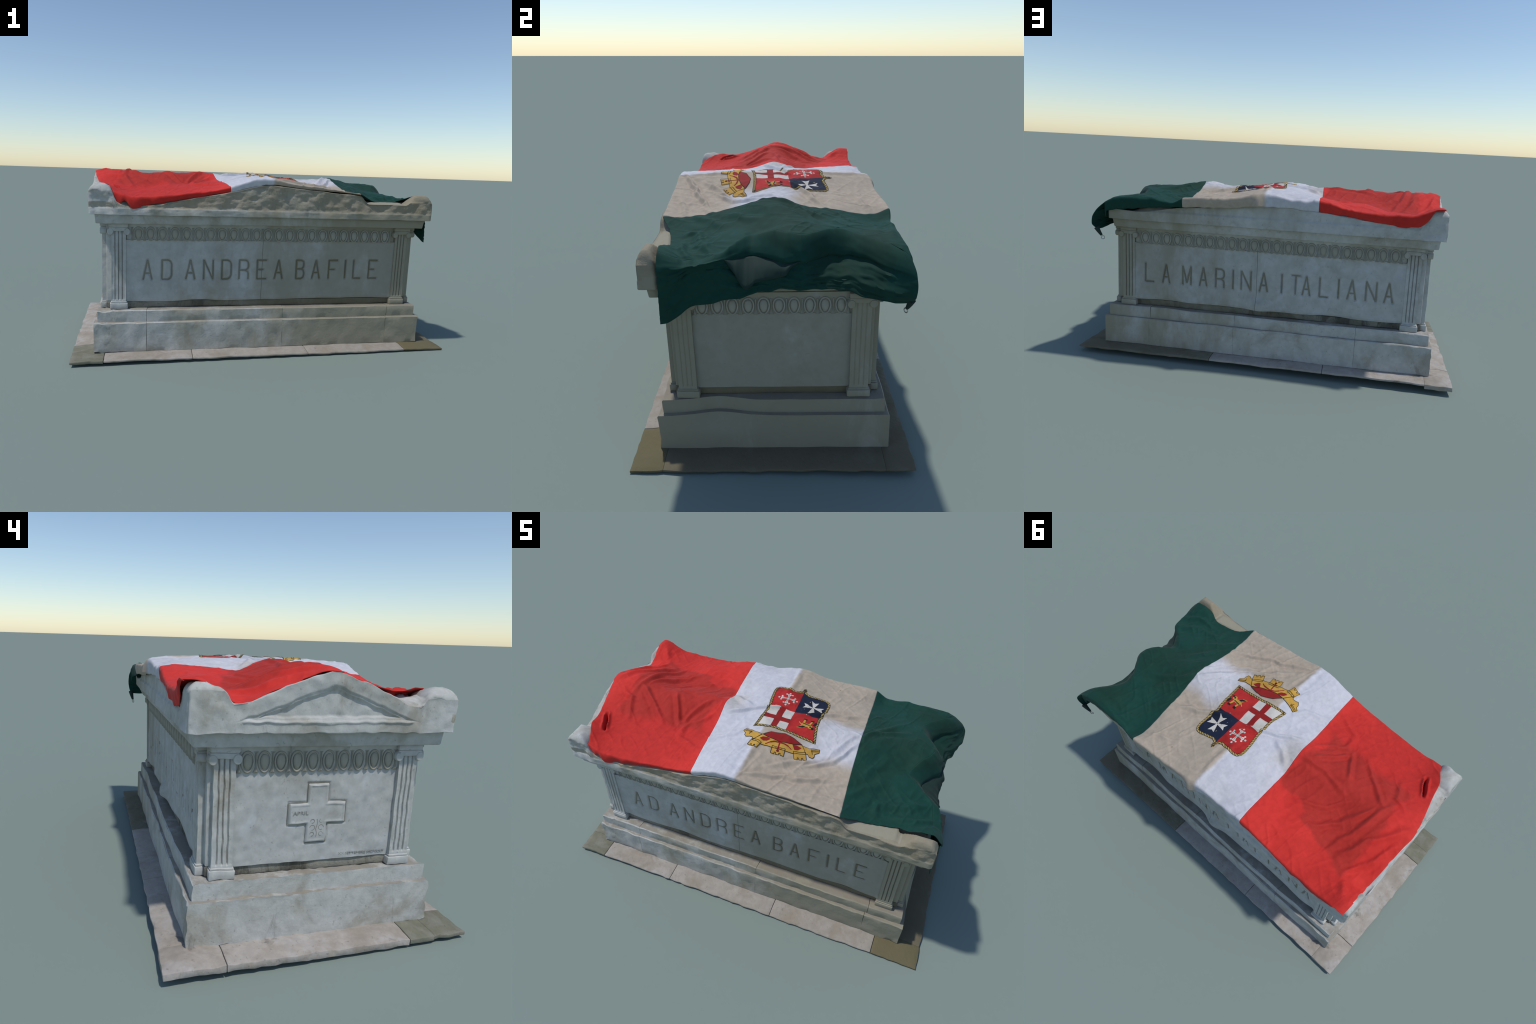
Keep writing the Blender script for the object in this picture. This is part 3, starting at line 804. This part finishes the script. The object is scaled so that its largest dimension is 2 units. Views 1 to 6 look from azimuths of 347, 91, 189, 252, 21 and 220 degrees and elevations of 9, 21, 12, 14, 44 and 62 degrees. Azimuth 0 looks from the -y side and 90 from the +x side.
course(.034, .190, .888, .447, [(-.63, -.50), (.09, .15), (.69, .63)], 60, M_PLINTH, .007)
course(.184, .249, .870, .429, [(-.63, -.50), (.09, .15), (.70, .63)], 70, M_PLINTH, .008)

# ---- body
Z0 = .2495
CX, CY = .828, .378            # core faces
core = block('coffin_core', (-CX, -CY, Z0+.036), (CX, CY, .690), M_STONE, tomb, step=.05, west=.001)
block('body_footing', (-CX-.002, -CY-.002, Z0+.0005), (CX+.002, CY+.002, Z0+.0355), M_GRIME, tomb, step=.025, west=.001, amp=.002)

GLY = {
 'A': [[(0, 0), (.5, 1), (1, 0)], [(.2, .33), (.8, .33)]],
 'D': [[(0, 0), (0, 1), (.62, 1), (.88, .92), (1, .78), (1, .22), (.88, .08), (.62, 0), (0, 0)]],
 'N': [[(0, 0), (0, 1), (1, 0), (1, 1)]],
 'R': [[(0, 0), (0, 1), (.66, 1), (.92, .93), (1, .8), (1, .66), (.92, .54), (.66, .47), (0, .47)], [(.62, .47), (.92, .40), (1, .28), (1, 0)]],
 'E': [[(1, 1), (0, 1), (0, 0), (1, 0)], [(0, .5), (.66, .5)]],
 'B': [[(0, 0), (0, 1), (.62, 1), (.9, .93), (.96, .76), (.9, .6), (.62, .53), (0, .53)], [(.62, .53), (.92, .46), (1, .27), (.92, .07), (.62, 0), (0, 0)]],
 'F': [[(1, 1), (0, 1), (0, 0)], [(0, .5), (.66, .5)]],
 'I': [[(.5, 0), (.5, 1)]],
 'L': [[(0, 1), (0, 0), (1, 0)]],
 'M': [[(0, 0), (0, 1), (.5, .12), (1, 1), (1, 0)]],
 'T': [[(0, 1), (1, 1)], [(.5, 1), (.5, 0)]],
}
STR = .0080                     # half width of a cut stroke
def letters(text, spans, v0, v1):
    out = []
    for ch, (a, b) in zip(text, spans):
        a, b = min(a, b), max(a, b)
        out.append((ch, [[(a+STR*.8 + p[0]*(b-a-STR*1.6), v0+STR*.7 + p[1]*(v1-v0-STR*1.4)) for p in st] for st in GLY[ch]]))
    return out
S_TXT = letters('ADANDREABAFILE', [(-.653, -.596), (-.558, -.496), (-.436, -.376), (-.342, -.281), (-.246, -.184), (-.153, -.091), (-.055, .008), (.041, .098), (.163, .220), (.254, .310), (.350, .413), (.445, .462), (.496, .552), (.588, .650)], .3925, .5055)
N_TXT = letters('LAMARINAITALIANA', [(-.681, -.621), (-.581, -.528), (-.465, -.406), (-.369, -.315), (-.277, -.218), (-.181, -.166), (-.134, -.069), (-.033, .023), (.084, .103), (.139, .198), (.199, .252), (.290, .348), (.386, .405), (.436, .493), (.531, .597), (.626, .682)], .383, .497)

def carve(txt, depth=.0065):
    def f(U, V):
        H = np.zeros_like(U)
        for ch, strokes in txt:
            allp = np.array([p for s in strokes for p in s])
            m = (U > allp[:, 0].min()-.015) & (U < allp[:, 0].max()+.015) & (V > allp[:, 1].min()-.015) & (V < allp[:, 1].max()+.015)
            if not m.any(): continue
            best = np.full(m.sum(), 9.0)
            for s in strokes:
                for k in range(len(s)-1):
                    d, _ = seg_dist(U[m], V[m], s[k], s[k+1]); best = np.minimum(best, d)
            H[m] = np.minimum(H[m], -depth*sstep(STR*1.35, STR*.25, best))
        return H
    return f

def letter_fill(face, D, txt, parent, base, h=-.0042, w=.0034):
    for ch, strokes in txt:
        V = []; F = []
        for s in strokes:
            s = np.array(s)
            s = np.concatenate([[s[k]*(1-f)+s[k+1]*f for f in (0, .25, .5, .75)] for k in range(len(s)-1)] + [[s[-1]]])
            for k in range(len(s)-1):
                q = bar(s[k], s[k+1], w)
                b = len(V)
                hb = base(np.array([p[0] for p in q]), np.array([p[1] for p in q])) + h + .00012*(len(F) % 5)
                V += [tuple(on_face(face, D, p[0], p[1], e)) for p, e in zip(q, hb)]
                V += [tuple(on_face(face, D, p[0], p[1], e-.0012)) for p, e in zip(q, hb)]
                F += [(b, b+1, b+2, b+3), (b+7, b+6, b+5, b+4)] + [(b+i, b+4+i, b+4+(i+1) % 4, b+(i+1) % 4) for i in range(4)]
        mesh_obj('letter', V, F, M_GROOVE, parent, 30)

PD = CY + .008                  # long panel face
def panel_fn(carv, seed):
    def f(U, V):
        P = np.stack([U.ravel(), V.ravel(), 0*U.ravel()+seed], 1)
        n = (.0016*fbm(P, .16, seed, 3)).reshape(U.shape)
        edge = .006*sstep(.020, 0, .7320-np.abs(U)) + .004*sstep(.008, 0, .605-V) - .003*sstep(.012, 0, V-(Z0+.036))
        return carv(U, V) + n + edge
    return f
def foot_wave(face):
    def f(P):
        P = P.copy()
        low = sstep(Z0+.075, Z0+.036, P[:, 2])
        s = -1 if face == 'S' else 1
        P[:, 1] += s*low*(.005 if face == 'S' else .010)*vnoise(P*[1, 0, 0], .13, 77)
        P[:, 2] += low*.005*vnoise(P*[1, 0, 0], .16, 78)
        if face == 'N':
            P[:, 1] += .026*np.exp(-((P[:, 0]-.02)/.06)**2)*sstep(.365, .315, P[:, 2])
        return P
    return f
for face, txt, joint in (('S', S_TXT, -.024), ('N', N_TXT, -.042)):
    PD = CY + (.008 if face == 'S' else .013)
    fn = panel_fn(carve(txt), 3 if face == 'S' else 8)
    a = relief('inscription_panel', face, PD, -.7335, joint-.0008, Z0+.036, .605, .0023, fn, M_PANEL, tomb, back=.016, warp=foot_wave(face), west=0)
    b = relief('inscription_panel', face, PD, joint+.0008, .7335, Z0+.036, .605, .0023, fn, M_PANEL, tomb, back=.016, warp=foot_wave(face), west=0)
    cut = [t for t in txt if np.mean([p[0] for s in t[1] for p in s]) < joint]
    flat = panel_fn(lambda U, V: 0*U, 3 if face == 'S' else 8)
    letter_fill(face, PD, cut, a, flat)
    letter_fill(face, PD, [t for t in txt if t not in cut], b, flat)

SD = CX + .008                  # short panel face
def cross_d(U, V):
    cu, cv, L, w = .002, .455, .1025, .0365
    dx, dy = np.abs(U-cu), np.abs(V-cv)
    d1 = np.maximum(dx-L, dy-w); d2 = np.maximum(dx-w, dy-L)
    return np.minimum(d1, d2)
def west_fn(U, V):
    d = cross_d(U, V)
    H = .0045*sstep(.002, -.002, d) - .0035*np.exp(-((d-.0035)/.0028)**2)
    H += .0018*(sstep(-.0145, -.011, d) - sstep(-.0035, -.002, d))*0 + .002*np.exp(-((d+.006)/.003)**2)
    P = np.stack([U.ravel(), V.ravel(), 0*U.ravel()], 1)
    H += (.0020*fbm(P, .09, 5, 3)).reshape(U.shape)
    return H
def plain_fn(U, V):
    P = np.stack([U.ravel(), V.ravel(), 0*U.ravel()+4], 1)
    return (.0016*fbm(P, .15, 15, 3)).reshape(U.shape)
wp = relief('end_panel', 'W', SD, -.2935, .2935, Z0+.034, .612, .0032, west_fn, M_PANEL, tomb, back=.016, west=.0016)
relief('end_panel', 'E', SD, -.2935, .2935, Z0+.036, .605, .008, plain_fn, M_PANEL, tomb, back=.016)

def small_text(body, size, face, D, u, v, width, parent):
    cu = bpy.data.curves.new('inscription', 'FONT'); cu.body = body; cu.size = size; cu.align_x = 'LEFT'
    cu.extrude = .0006; cu.resolution_u = 2
    ob = bpy.data.objects.new('inscription', cu); bpy.context.scene.collection.objects.link(ob)
    bpy.context.view_layer.update()
    me = bpy.data.meshes.new_from_object(ob.evaluated_get(bpy.context.evaluated_depsgraph_get()))
    bpy.data.objects.remove(ob)
    co = np.array([p.co[:] for p in me.vertices])
    k = width/(co[:, 0].max()-co[:, 0].min())
    P = on_face(face, D, u + (co[:, 0]-co[:, 0].min())*k, v + co[:, 1], co[:, 2]*1.0)
    for vtx, p in zip(me.vertices, P): vtx.co = p
    me.materials.append(M_WORN)
    t = bpy.data.objects.new('inscription', me); bpy.context.scene.collection.objects.link(t); t.parent = parent
    return t
_c = [(-.0365, .1025), (.0365, .1025), (.0365, .0365), (.1025, .0365), (.1025, -.0365), (.0365, -.0365), (.0365, -.1025), (-.0365, -.1025), (-.0365, -.0365), (-.1025, -.0365), (-.1025, .0365), (-.0365, .0365), (-.0365, .1025)]
def ribbon(face, D, pts, w, h, parent, name, mat=None):
    V = []; F = []
    for k in range(len(pts)-1):
        q = bar(pts[k], pts[k+1], w); b = len(V)
        V += [tuple(on_face(face, D, p[0], p[1], h)) for p in q] + [tuple(on_face(face, D, p[0], p[1], h-.002)) for p in q]
        F += [(b, b+1, b+2, b+3)] + [(b+i, b+4+i, b+4+(i+1) % 4, b+(i+1) % 4) for i in range(4)]
    return mesh_obj(name, V, F, mat or M_GROOVE, parent, 30)
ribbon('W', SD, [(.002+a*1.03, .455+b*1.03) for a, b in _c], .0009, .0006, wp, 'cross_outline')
small_text('XX SETTEMBRE MCMXXII', .0125, 'W', SD+.0012, .094, Z0+.047, .18, wp)
small_text('APRIL', .018, 'W', SD+.0056, -.086, .452, .055, wp)
# worn ornament in the lower arm of the cross
for sx in (-1, 1):
    for zc, r in ((.428, .007), (.405, .009), (.382, .007)):
        th = np.linspace(0, 1.6*math.pi, 12)
        ribbon('W', SD+.0045, [(.002+sx*(.016+r*math.cos(t)), zc+r*math.sin(t)) for t in th], .0007, .0018, wp, 'scroll_ornament')
ribbon('W', SD+.0045, [(.002, .435), (.004, .418), (-.001, .400), (.003, .385), (.002, .372)], .0008, .0018, wp, 'scroll_ornament')

# ---- egg-and-dart frieze
def frieze(face, D, half, n):
    band = relief('frieze_band', face, D, -half, half, .606, .6905, .012, lambda U, V: .004*sstep(.672, .684, V) + 0*U, M_STONE, tomb, back=.014, west=.001)
    return band
def ellipsoid_half(name, rx, rz, dep, mat):
    V = []; F = []; n, m = 18, 6
    for j in range(m+1):
        a = math.pi/2*j/m
        for i in range(n):
            t = 2*math.pi*i/n
            zz = rz*math.sin(t); taper = 1 - .12*math.sin(t)*-1
            V.append((rx*taper*math.cos(t)*math.cos(a), -dep*math.sin(a), zz*math.cos(a)))
    for j in range(m):
        for i in range(n):
            F.append((j*n+i, j*n+(i+1) % n, (j+1)*n+(i+1) % n, (j+1)*n+i))
    return mesh_obj(name, V, F, mat, None, 60)
def ring_shell(name, rx, rz, r, mat):
    V = []; F = []; n, m = 26, 7
    for i in range(n):
        t = 2*math.pi*i/n
        c = np.array([rx*(1+.10*math.sin(t))*math.cos(t), 0, rz*math.sin(t)])
        d = np.array([math.cos(t), 0, math.sin(t)])
        for j in range(m):
            b = math.pi*j/(m-1)
            V.append(tuple(c + d*r*math.cos(b) + np.array([0, -1, 0])*r*1.25*math.sin(b)))
    for i in range(n):
        for j in range(m-1):
            F.append((i*m+j, ((i+1) % n)*m+j, ((i+1) % n)*m+j+1, i*m+j+1))
    return mesh_obj(name, V, F, mat, None, 60)
def dart_mesh(name, mat):
    V = [(-.0035, 0, .030), (.0035, 0, .030), (-.0012, -.007, .030), (.0012, -.007, .030), (-.0016, 0, -.012), (.0016, 0, -.012), (0, -.006, -.012),
         (-.009, 0, -.036), (.009, 0, -.036), (0, -.008, -.030), (-.009, 0, .034), (.009, 0, .034), (0, -.004, .026)]
    F = [(0, 4, 6, 2), (2, 6, 3), (3, 6, 5, 1), (0, 2, 3, 1), (4, 7, 9, 6), (6, 9, 8, 5), (7, 8, 9), (10, 0, 12), (12, 1, 11), (10, 12, 11)]
    return mesh_obj(name, V, F, mat, None, 60)
egg0 = ellipsoid_half('egg', .0155, .0255, .0085, M_STONE)
shell0 = ring_shell('egg_shell', .0215, .0325, .0038, M_STONE)
dart0 = dart_mesh('dart', M_STONE)
for face, D, half, n, pitch in (('S', CY+.008, .7165, 23, .0610), ('N', CY+.014, .7165, 23, .0610), ('W', CX+.010, .281, 10, .0560), ('E', CX+.008, .281, 10, .0560)):
    band = frieze(face, D, half+.012, n)
    for i in range(n):
        u = (i-(n-1)/2)*pitch
        j = RNG.uniform(-.0012, .0012)
        loc = on_face(face, D, u+j, .636, .001)
        sc = (pitch/.061*RNG.uniform(.96, 1.04), 1, RNG.uniform(.97, 1.03))
        clone(egg0, loc, FACE_RZ[face], sc, band)
        clone(shell0, loc, FACE_RZ[face], sc, band)
    for i in range(n+1):
        u = (i-n/2)*pitch
        clone(dart0, on_face(face, D, u, .636, .001), FACE_RZ[face], (1, 1, 1), band)
for o in (egg0, shell0, dart0): bpy.data.objects.remove(o)

# ---- pilasters
def pilaster(face, D, uc, flute=.0045, w=.0352):
    zb, zt = Z0+.037, .653
    nu, nv = 41, 16
    u = np.linspace(-w, w, nu)
    ph = (u+w)/(2*w)*4
    fl = -flute*(sum(np.exp(-((ph-k)/.12)**2) for k in (1, 2, 3)) + .22*np.abs(np.sin(np.pi*ph)))
    v = np.linspace(zb, zt, nv)
    def hf(U, V):
        f = np.interp(U-uc, u, fl)
        return .022 + f*sstep(zb+.006, zb+.016, V) - .0015*(V-zb)/(zt-zb)
    sh = relief('pilaster', face, D, uc-w, uc+w, zb, zt, 2*w/40, hf, M_STONE, tomb, back=.004, amp=.0005, west=.0018, smooth=50)
    # base
    def bx(name, u0, u1, v0, v1, h1, taper=0.0):
        A = on_face(face, D, u0, v0, -.002); B = on_face(face, D, u1, v1, h1)
        lo = np.minimum(A, B); hi = np.maximum(A, B)
        return block(name, lo, hi, M_STONE, sh, step=.012, ch=.003, amp=.001, west=.0018)
    bx('pilaster_base', uc-.044, uc+.044, Z0+.0008, Z0+.031, .030)
    bx('pilaster_base_ring', uc-.040, uc+.040, Z0+.0312, Z0+.0385, .026)
    cap = bx('capital', uc-.047, uc+.047, .670, .6895, .030)
    bx('capital_echinus', uc-.046, uc+.046, .650, .6698, .027)
    for s in (-1, 1):
        # scroll: short cylinder with a rolled rim
        V = []; F = []; n = 20
        prof_h = [(.0, .0165), (.027, .0165), (.030, .0145), (.0305, .008), (.0295, .0001)]
        for hh, r in prof_h:
            for i in range(n):
                t = 2*math.pi*i/n
                V.append(tuple(on_face(face, D, uc+s*.040+r*.92*math.cos(t), .6475+r*math.sin(t), hh)))
        for k in range(len(prof_h)-1):
            for i in range(n):
                F.append((k*n+i, k*n+(i+1) % n, (k+1)*n+(i+1) % n, (k+1)*n+i))
        mesh_obj('volute', scan_jitter(np.array(V), .001, .002, 9), F, M_STONE, sh, 40)
    return sh
for face, D, uc in (('S', CY, .767), ('N', CY, .767), ('W', CX, .327), ('E', CX, .327)):
    for s in (-1, 1):
        pilaster(face, D, s*uc, .0085 if face != 'E' else .0030)

# ---- entablature
def taper(z0, z1, d):
    def f(V):
        V = V.copy(); k = (z1-V[:, 2])/(z1-z0)
        V[:, 0] -= np.sign(V[:, 0])*d*k*(np.abs(V[:, 0]) > .8); V[:, 1] -= np.sign(V[:, 1])*d*k*(np.abs(V[:, 1]) > .39)
        V[:, 0] -= .036*(V[:, 0] > .8)*sstep(-.40, -.34, V[:, 1])
        return V
    return f
block('architrave', (-.879, -.437, .690), (.879, .437, .7365), M_STONE, tomb, step=.022, ch=.004, warp=taper(.690, .7365, .006), west=.002)

# ---- lid: one carved block with corner horns and gables
HX, HY, ZB = .904, .459, .737
pS = curve([-.904, -.885, -.865, -.84, -.81, -.795, -.775, -.70, -.60, -.39, -.2, 0, .14, .35, .485, .502, .53, .65, .745, .775, .82, .86, .885, .904],
           [.852, .876, .886, .884, .868, .85, .80, .778, .785, .825, .862, .900, .888, .872, .860, .845, .818, .818, .818, .842, .874, .876, .862, .83])
pN = curve([-.90, -.885, -.86, -.82, -.79, -.765, -.6, -.27, 0, .25, .445, .7, .80, .86, .90],
           [.865, .888, .892, .888, .840, .800, .808, .838, .855, .832, .818, .785, .79, .79, .78])
pW = curve([0, .16, .318, .324, .34, .365, .40, .43, .447, .458], [.936, .880, .823, .828, .855, .876, .888, .886, .874, .852])
pE = curve([-.458, -.44, -.42, -.395, -.355, 0, .4, .458], [.835, .868, .872, .84, .770, .742, .742, .745])
def lid_top(x, y):
    e = 1e-7
    dS, dN, dW, dE = HY+y, HY-y, HX+x, HX-x
    zi = np.minimum(to_local_z(x, y, flag_z(np.clip(x, -.9, .78), np.clip(y, -.45, .45))) - .018, .915)
    zi = np.where((x > .62) & (y > -.33), np.minimum(zi, .845-(x-.64)*.75), np.where(x > .5, .830, zi))
    ws = [1/(d**2+e) for d in (dS, dN, dW, dE)]
    zs = [pS(x), pN(x), pW(np.abs(y)), pE(y)]
    wi = 1/.035**2
    z = (sum(w*q for w, q in zip(ws, zs)) + wi*zi)/(sum(ws)+wi)
    # corner horns are solid lumps
    zs_, zn_, zw_, ze_ = pS(x), pN(x), pW(np.abs(y)), pE(y)
    for m, lump in (((x < -.78) & (y < -.33), np.minimum(zs_, zw_)), ((x < -.78) & (y > .33), np.minimum(zn_, zw_)), ((x > .74) & (y < -.36), np.minimum(zs_, ze_))):
        z = np.where(m, lump, z)
    x, y = x + .0025, y - .0115           # leaning frame -> world plan
    inside = (x > x_W(y)-.004) & (x < x_E(y)+.006) & (y > y_S(x)-.004) & (y < y_N(x)+.004)
    lim = to_local_z(x, y, flag_z(x, y)) - .007
    return np.where(inside, np.minimum(z, lim), z)
nx, ny, nz = 181, 171, 46
lx = np.linspace(-HX, HX, nx); ly = np.linspace(-HY, HY, ny)
LX, LY = np.meshgrid(lx, ly, indexing='ij')
LZ = lid_top(LX, LY)
topV = np.stack([LX, LY, LZ], -1).reshape(-1, 3)
tid = np.arange(nx*ny).reshape(nx, ny)
V = [topV]; F = [tuple(f) for f in grid_faces(nx, ny)]
loop = np.concatenate([tid[:, 0], tid[-1, 1:], tid[-2::-1, -1], tid[0, -2:0:-1]])
prev = loop; base = nx*ny; Lp = len(loop)
for k in range(1, nz+1):
    f = 1-k/nz
    P = topV[loop].copy(); P[:, 2] = ZB + (P[:, 2]-ZB)*f
    V.append(P); cur = base + np.arange(Lp); base += Lp
    F += [(prev[i], prev[(i+1) % Lp], cur[(i+1) % Lp], cur[i]) for i in range(Lp)]
    prev = cur
F.append(tuple(prev))
V = np.concatenate(V)
side = np.zeros((len(V), 3)); n0 = nx*ny
isS = np.isclose(V[:, 1], -HY); isN = np.isclose(V[:, 1], HY); isW = np.isclose(V[:, 0], -HX); isE = np.isclose(V[:, 0], HX)
yy, zz, xx = V[:, 1].copy(), V[:, 2].copy(), V[:, 0].copy()
# west pediment: sunk tympanum with raking and base mouldings
slope = (.886-.777)/.290
tri = np.minimum((.886 - slope*np.abs(yy)) - zz, zz-.777)
rec = -.012*sstep(.004, .014, tri) - .005*np.exp(-((tri-.003)/.004)**2)
rec += .004*np.exp(-((zz-.772)/.005)**2)*(np.abs(yy) < .29)
out = np.zeros(len(V))
out += np.where(isW, rec, 0)
rough = fbm(V, .06, 91, 4)
high = sstep(.770, .782, zz)
band = np.where(np.abs(xx) < .78, 1.0, 0.0)
out += np.where(isS, -.003 - .003*high*band + .010*rough*(.3+.7*sstep(.745, .79, zz)) + .003*sstep(.775, .765, zz), 0)
out += np.where(isN, -.006*sstep(.782, .796, zz)*band + .0035*rough + .008*band*vnoise(V*[1, 0, 1.5], .2, 95), 0)
# soften the top rim and vertical corners
sg = np.zeros((len(V), 2))
sg[:, 0] = np.where(isE, 1, 0) - np.where(isW, 1, 0); sg[:, 1] = np.where(isN, 1, 0) - np.where(isS, 1, 0)
V[:, 0] += sg[:, 0]*out*np.where(isW | isE, 1, 0)*np.where(isS | isN, 0.3, 1); V[:, 1] += sg[:, 1]*out*np.where(isW & ~isS & ~isN, 0, 1)
cor = (isW | isE) & (isS | isN)
V[cor, 0] -= sg[cor, 0]*.004; V[cor, 1] -= sg[cor, 1]*.004
eastin = sstep(.85, .90, V[:, 0])*sstep(-.40, -.36, V[:, 1])
V[:, 0] -= .055*eastin
V = scan_jitter(V, .0015, .0038, 33)
V[:n0, 2] -= np.where(isS[:n0] | isN[:n0] | isW[:n0] | isE[:n0], .002, 0)
lid = mesh_obj('lid', V, F, M_STONE, tomb, 38)

def split_region(src, rules):
    """cut a mesh into named parts by face position; border vertices coincide and the shading is shared"""
    me = src.data
    vn = [tuple(v.normal) for v in me.vertices]
    pc = np.array([p.center[:] for p in me.polygons])
    left = np.ones(len(pc), bool)
    polys = [tuple(p.vertices) for p in me.polygons]
    smooth_sets = []
    for name, test, mat in rules + [(None, None, None)]:
        m = left & (test(pc) if test else True)
        left &= ~m
        ids = np.where(m)[0]
        if not len(ids): continue
        used = {}; vv = []; ff = []; nn = []
        for i in ids:
            t = []
            for v in polys[i]:
                if v not in used:
                    used[v] = len(vv); vv.append(tuple(me.vertices[v].co)); nn.append(vn[v])
                t.append(used[v])
            ff.append(t)
        smooth_sets.append((name, mat, vv, ff, nn))
    for name, mat, vv, ff, nn in smooth_sets:
        nm = bpy.data.meshes.new(name or src.name); nm.from_pydata(vv, [], ff); nm.update()
        nm.polygons.foreach_set('use_smooth', [True]*len(nm.polygons))
        nm.normals_split_custom_set_from_vertices(nn)
        nm.materials.append(mat or me.materials[0])
        if name:
            ob = bpy.data.objects.new(name, nm); bpy.context.scene.collection.objects.link(ob); ob.parent = src
        else:
            src.data = nm
split_region(lid, [
    ('acroterion', lambda c: (c[:, 0] < -.775) & (c[:, 1] < -.325) & (c[:, 2] > .80), M_STONE),
    ('acroterion', lambda c: (c[:, 0] < -.775) & (c[:, 1] > .325) & (c[:, 2] > .80), M_STONE),
    ('acroterion', lambda c: (c[:, 0] > .755) & (c[:, 1] < -.36) & (c[:, 2] > .785), M_ROUGH),
    ('acroterion', lambda c: (c[:, 0] > .775) & (c[:, 1] > .36) & (c[:, 2] > .78), M_STONE),
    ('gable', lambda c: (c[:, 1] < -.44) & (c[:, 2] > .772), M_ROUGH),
    ('gable', lambda c: (c[:, 1] > .44) & (c[:, 2] > .785), M_STONE),
    ('pediment', lambda c: (c[:, 0] < -.88) & (c[:, 2] > .77), M_STONE),
])

bpy.context.view_layer.update()
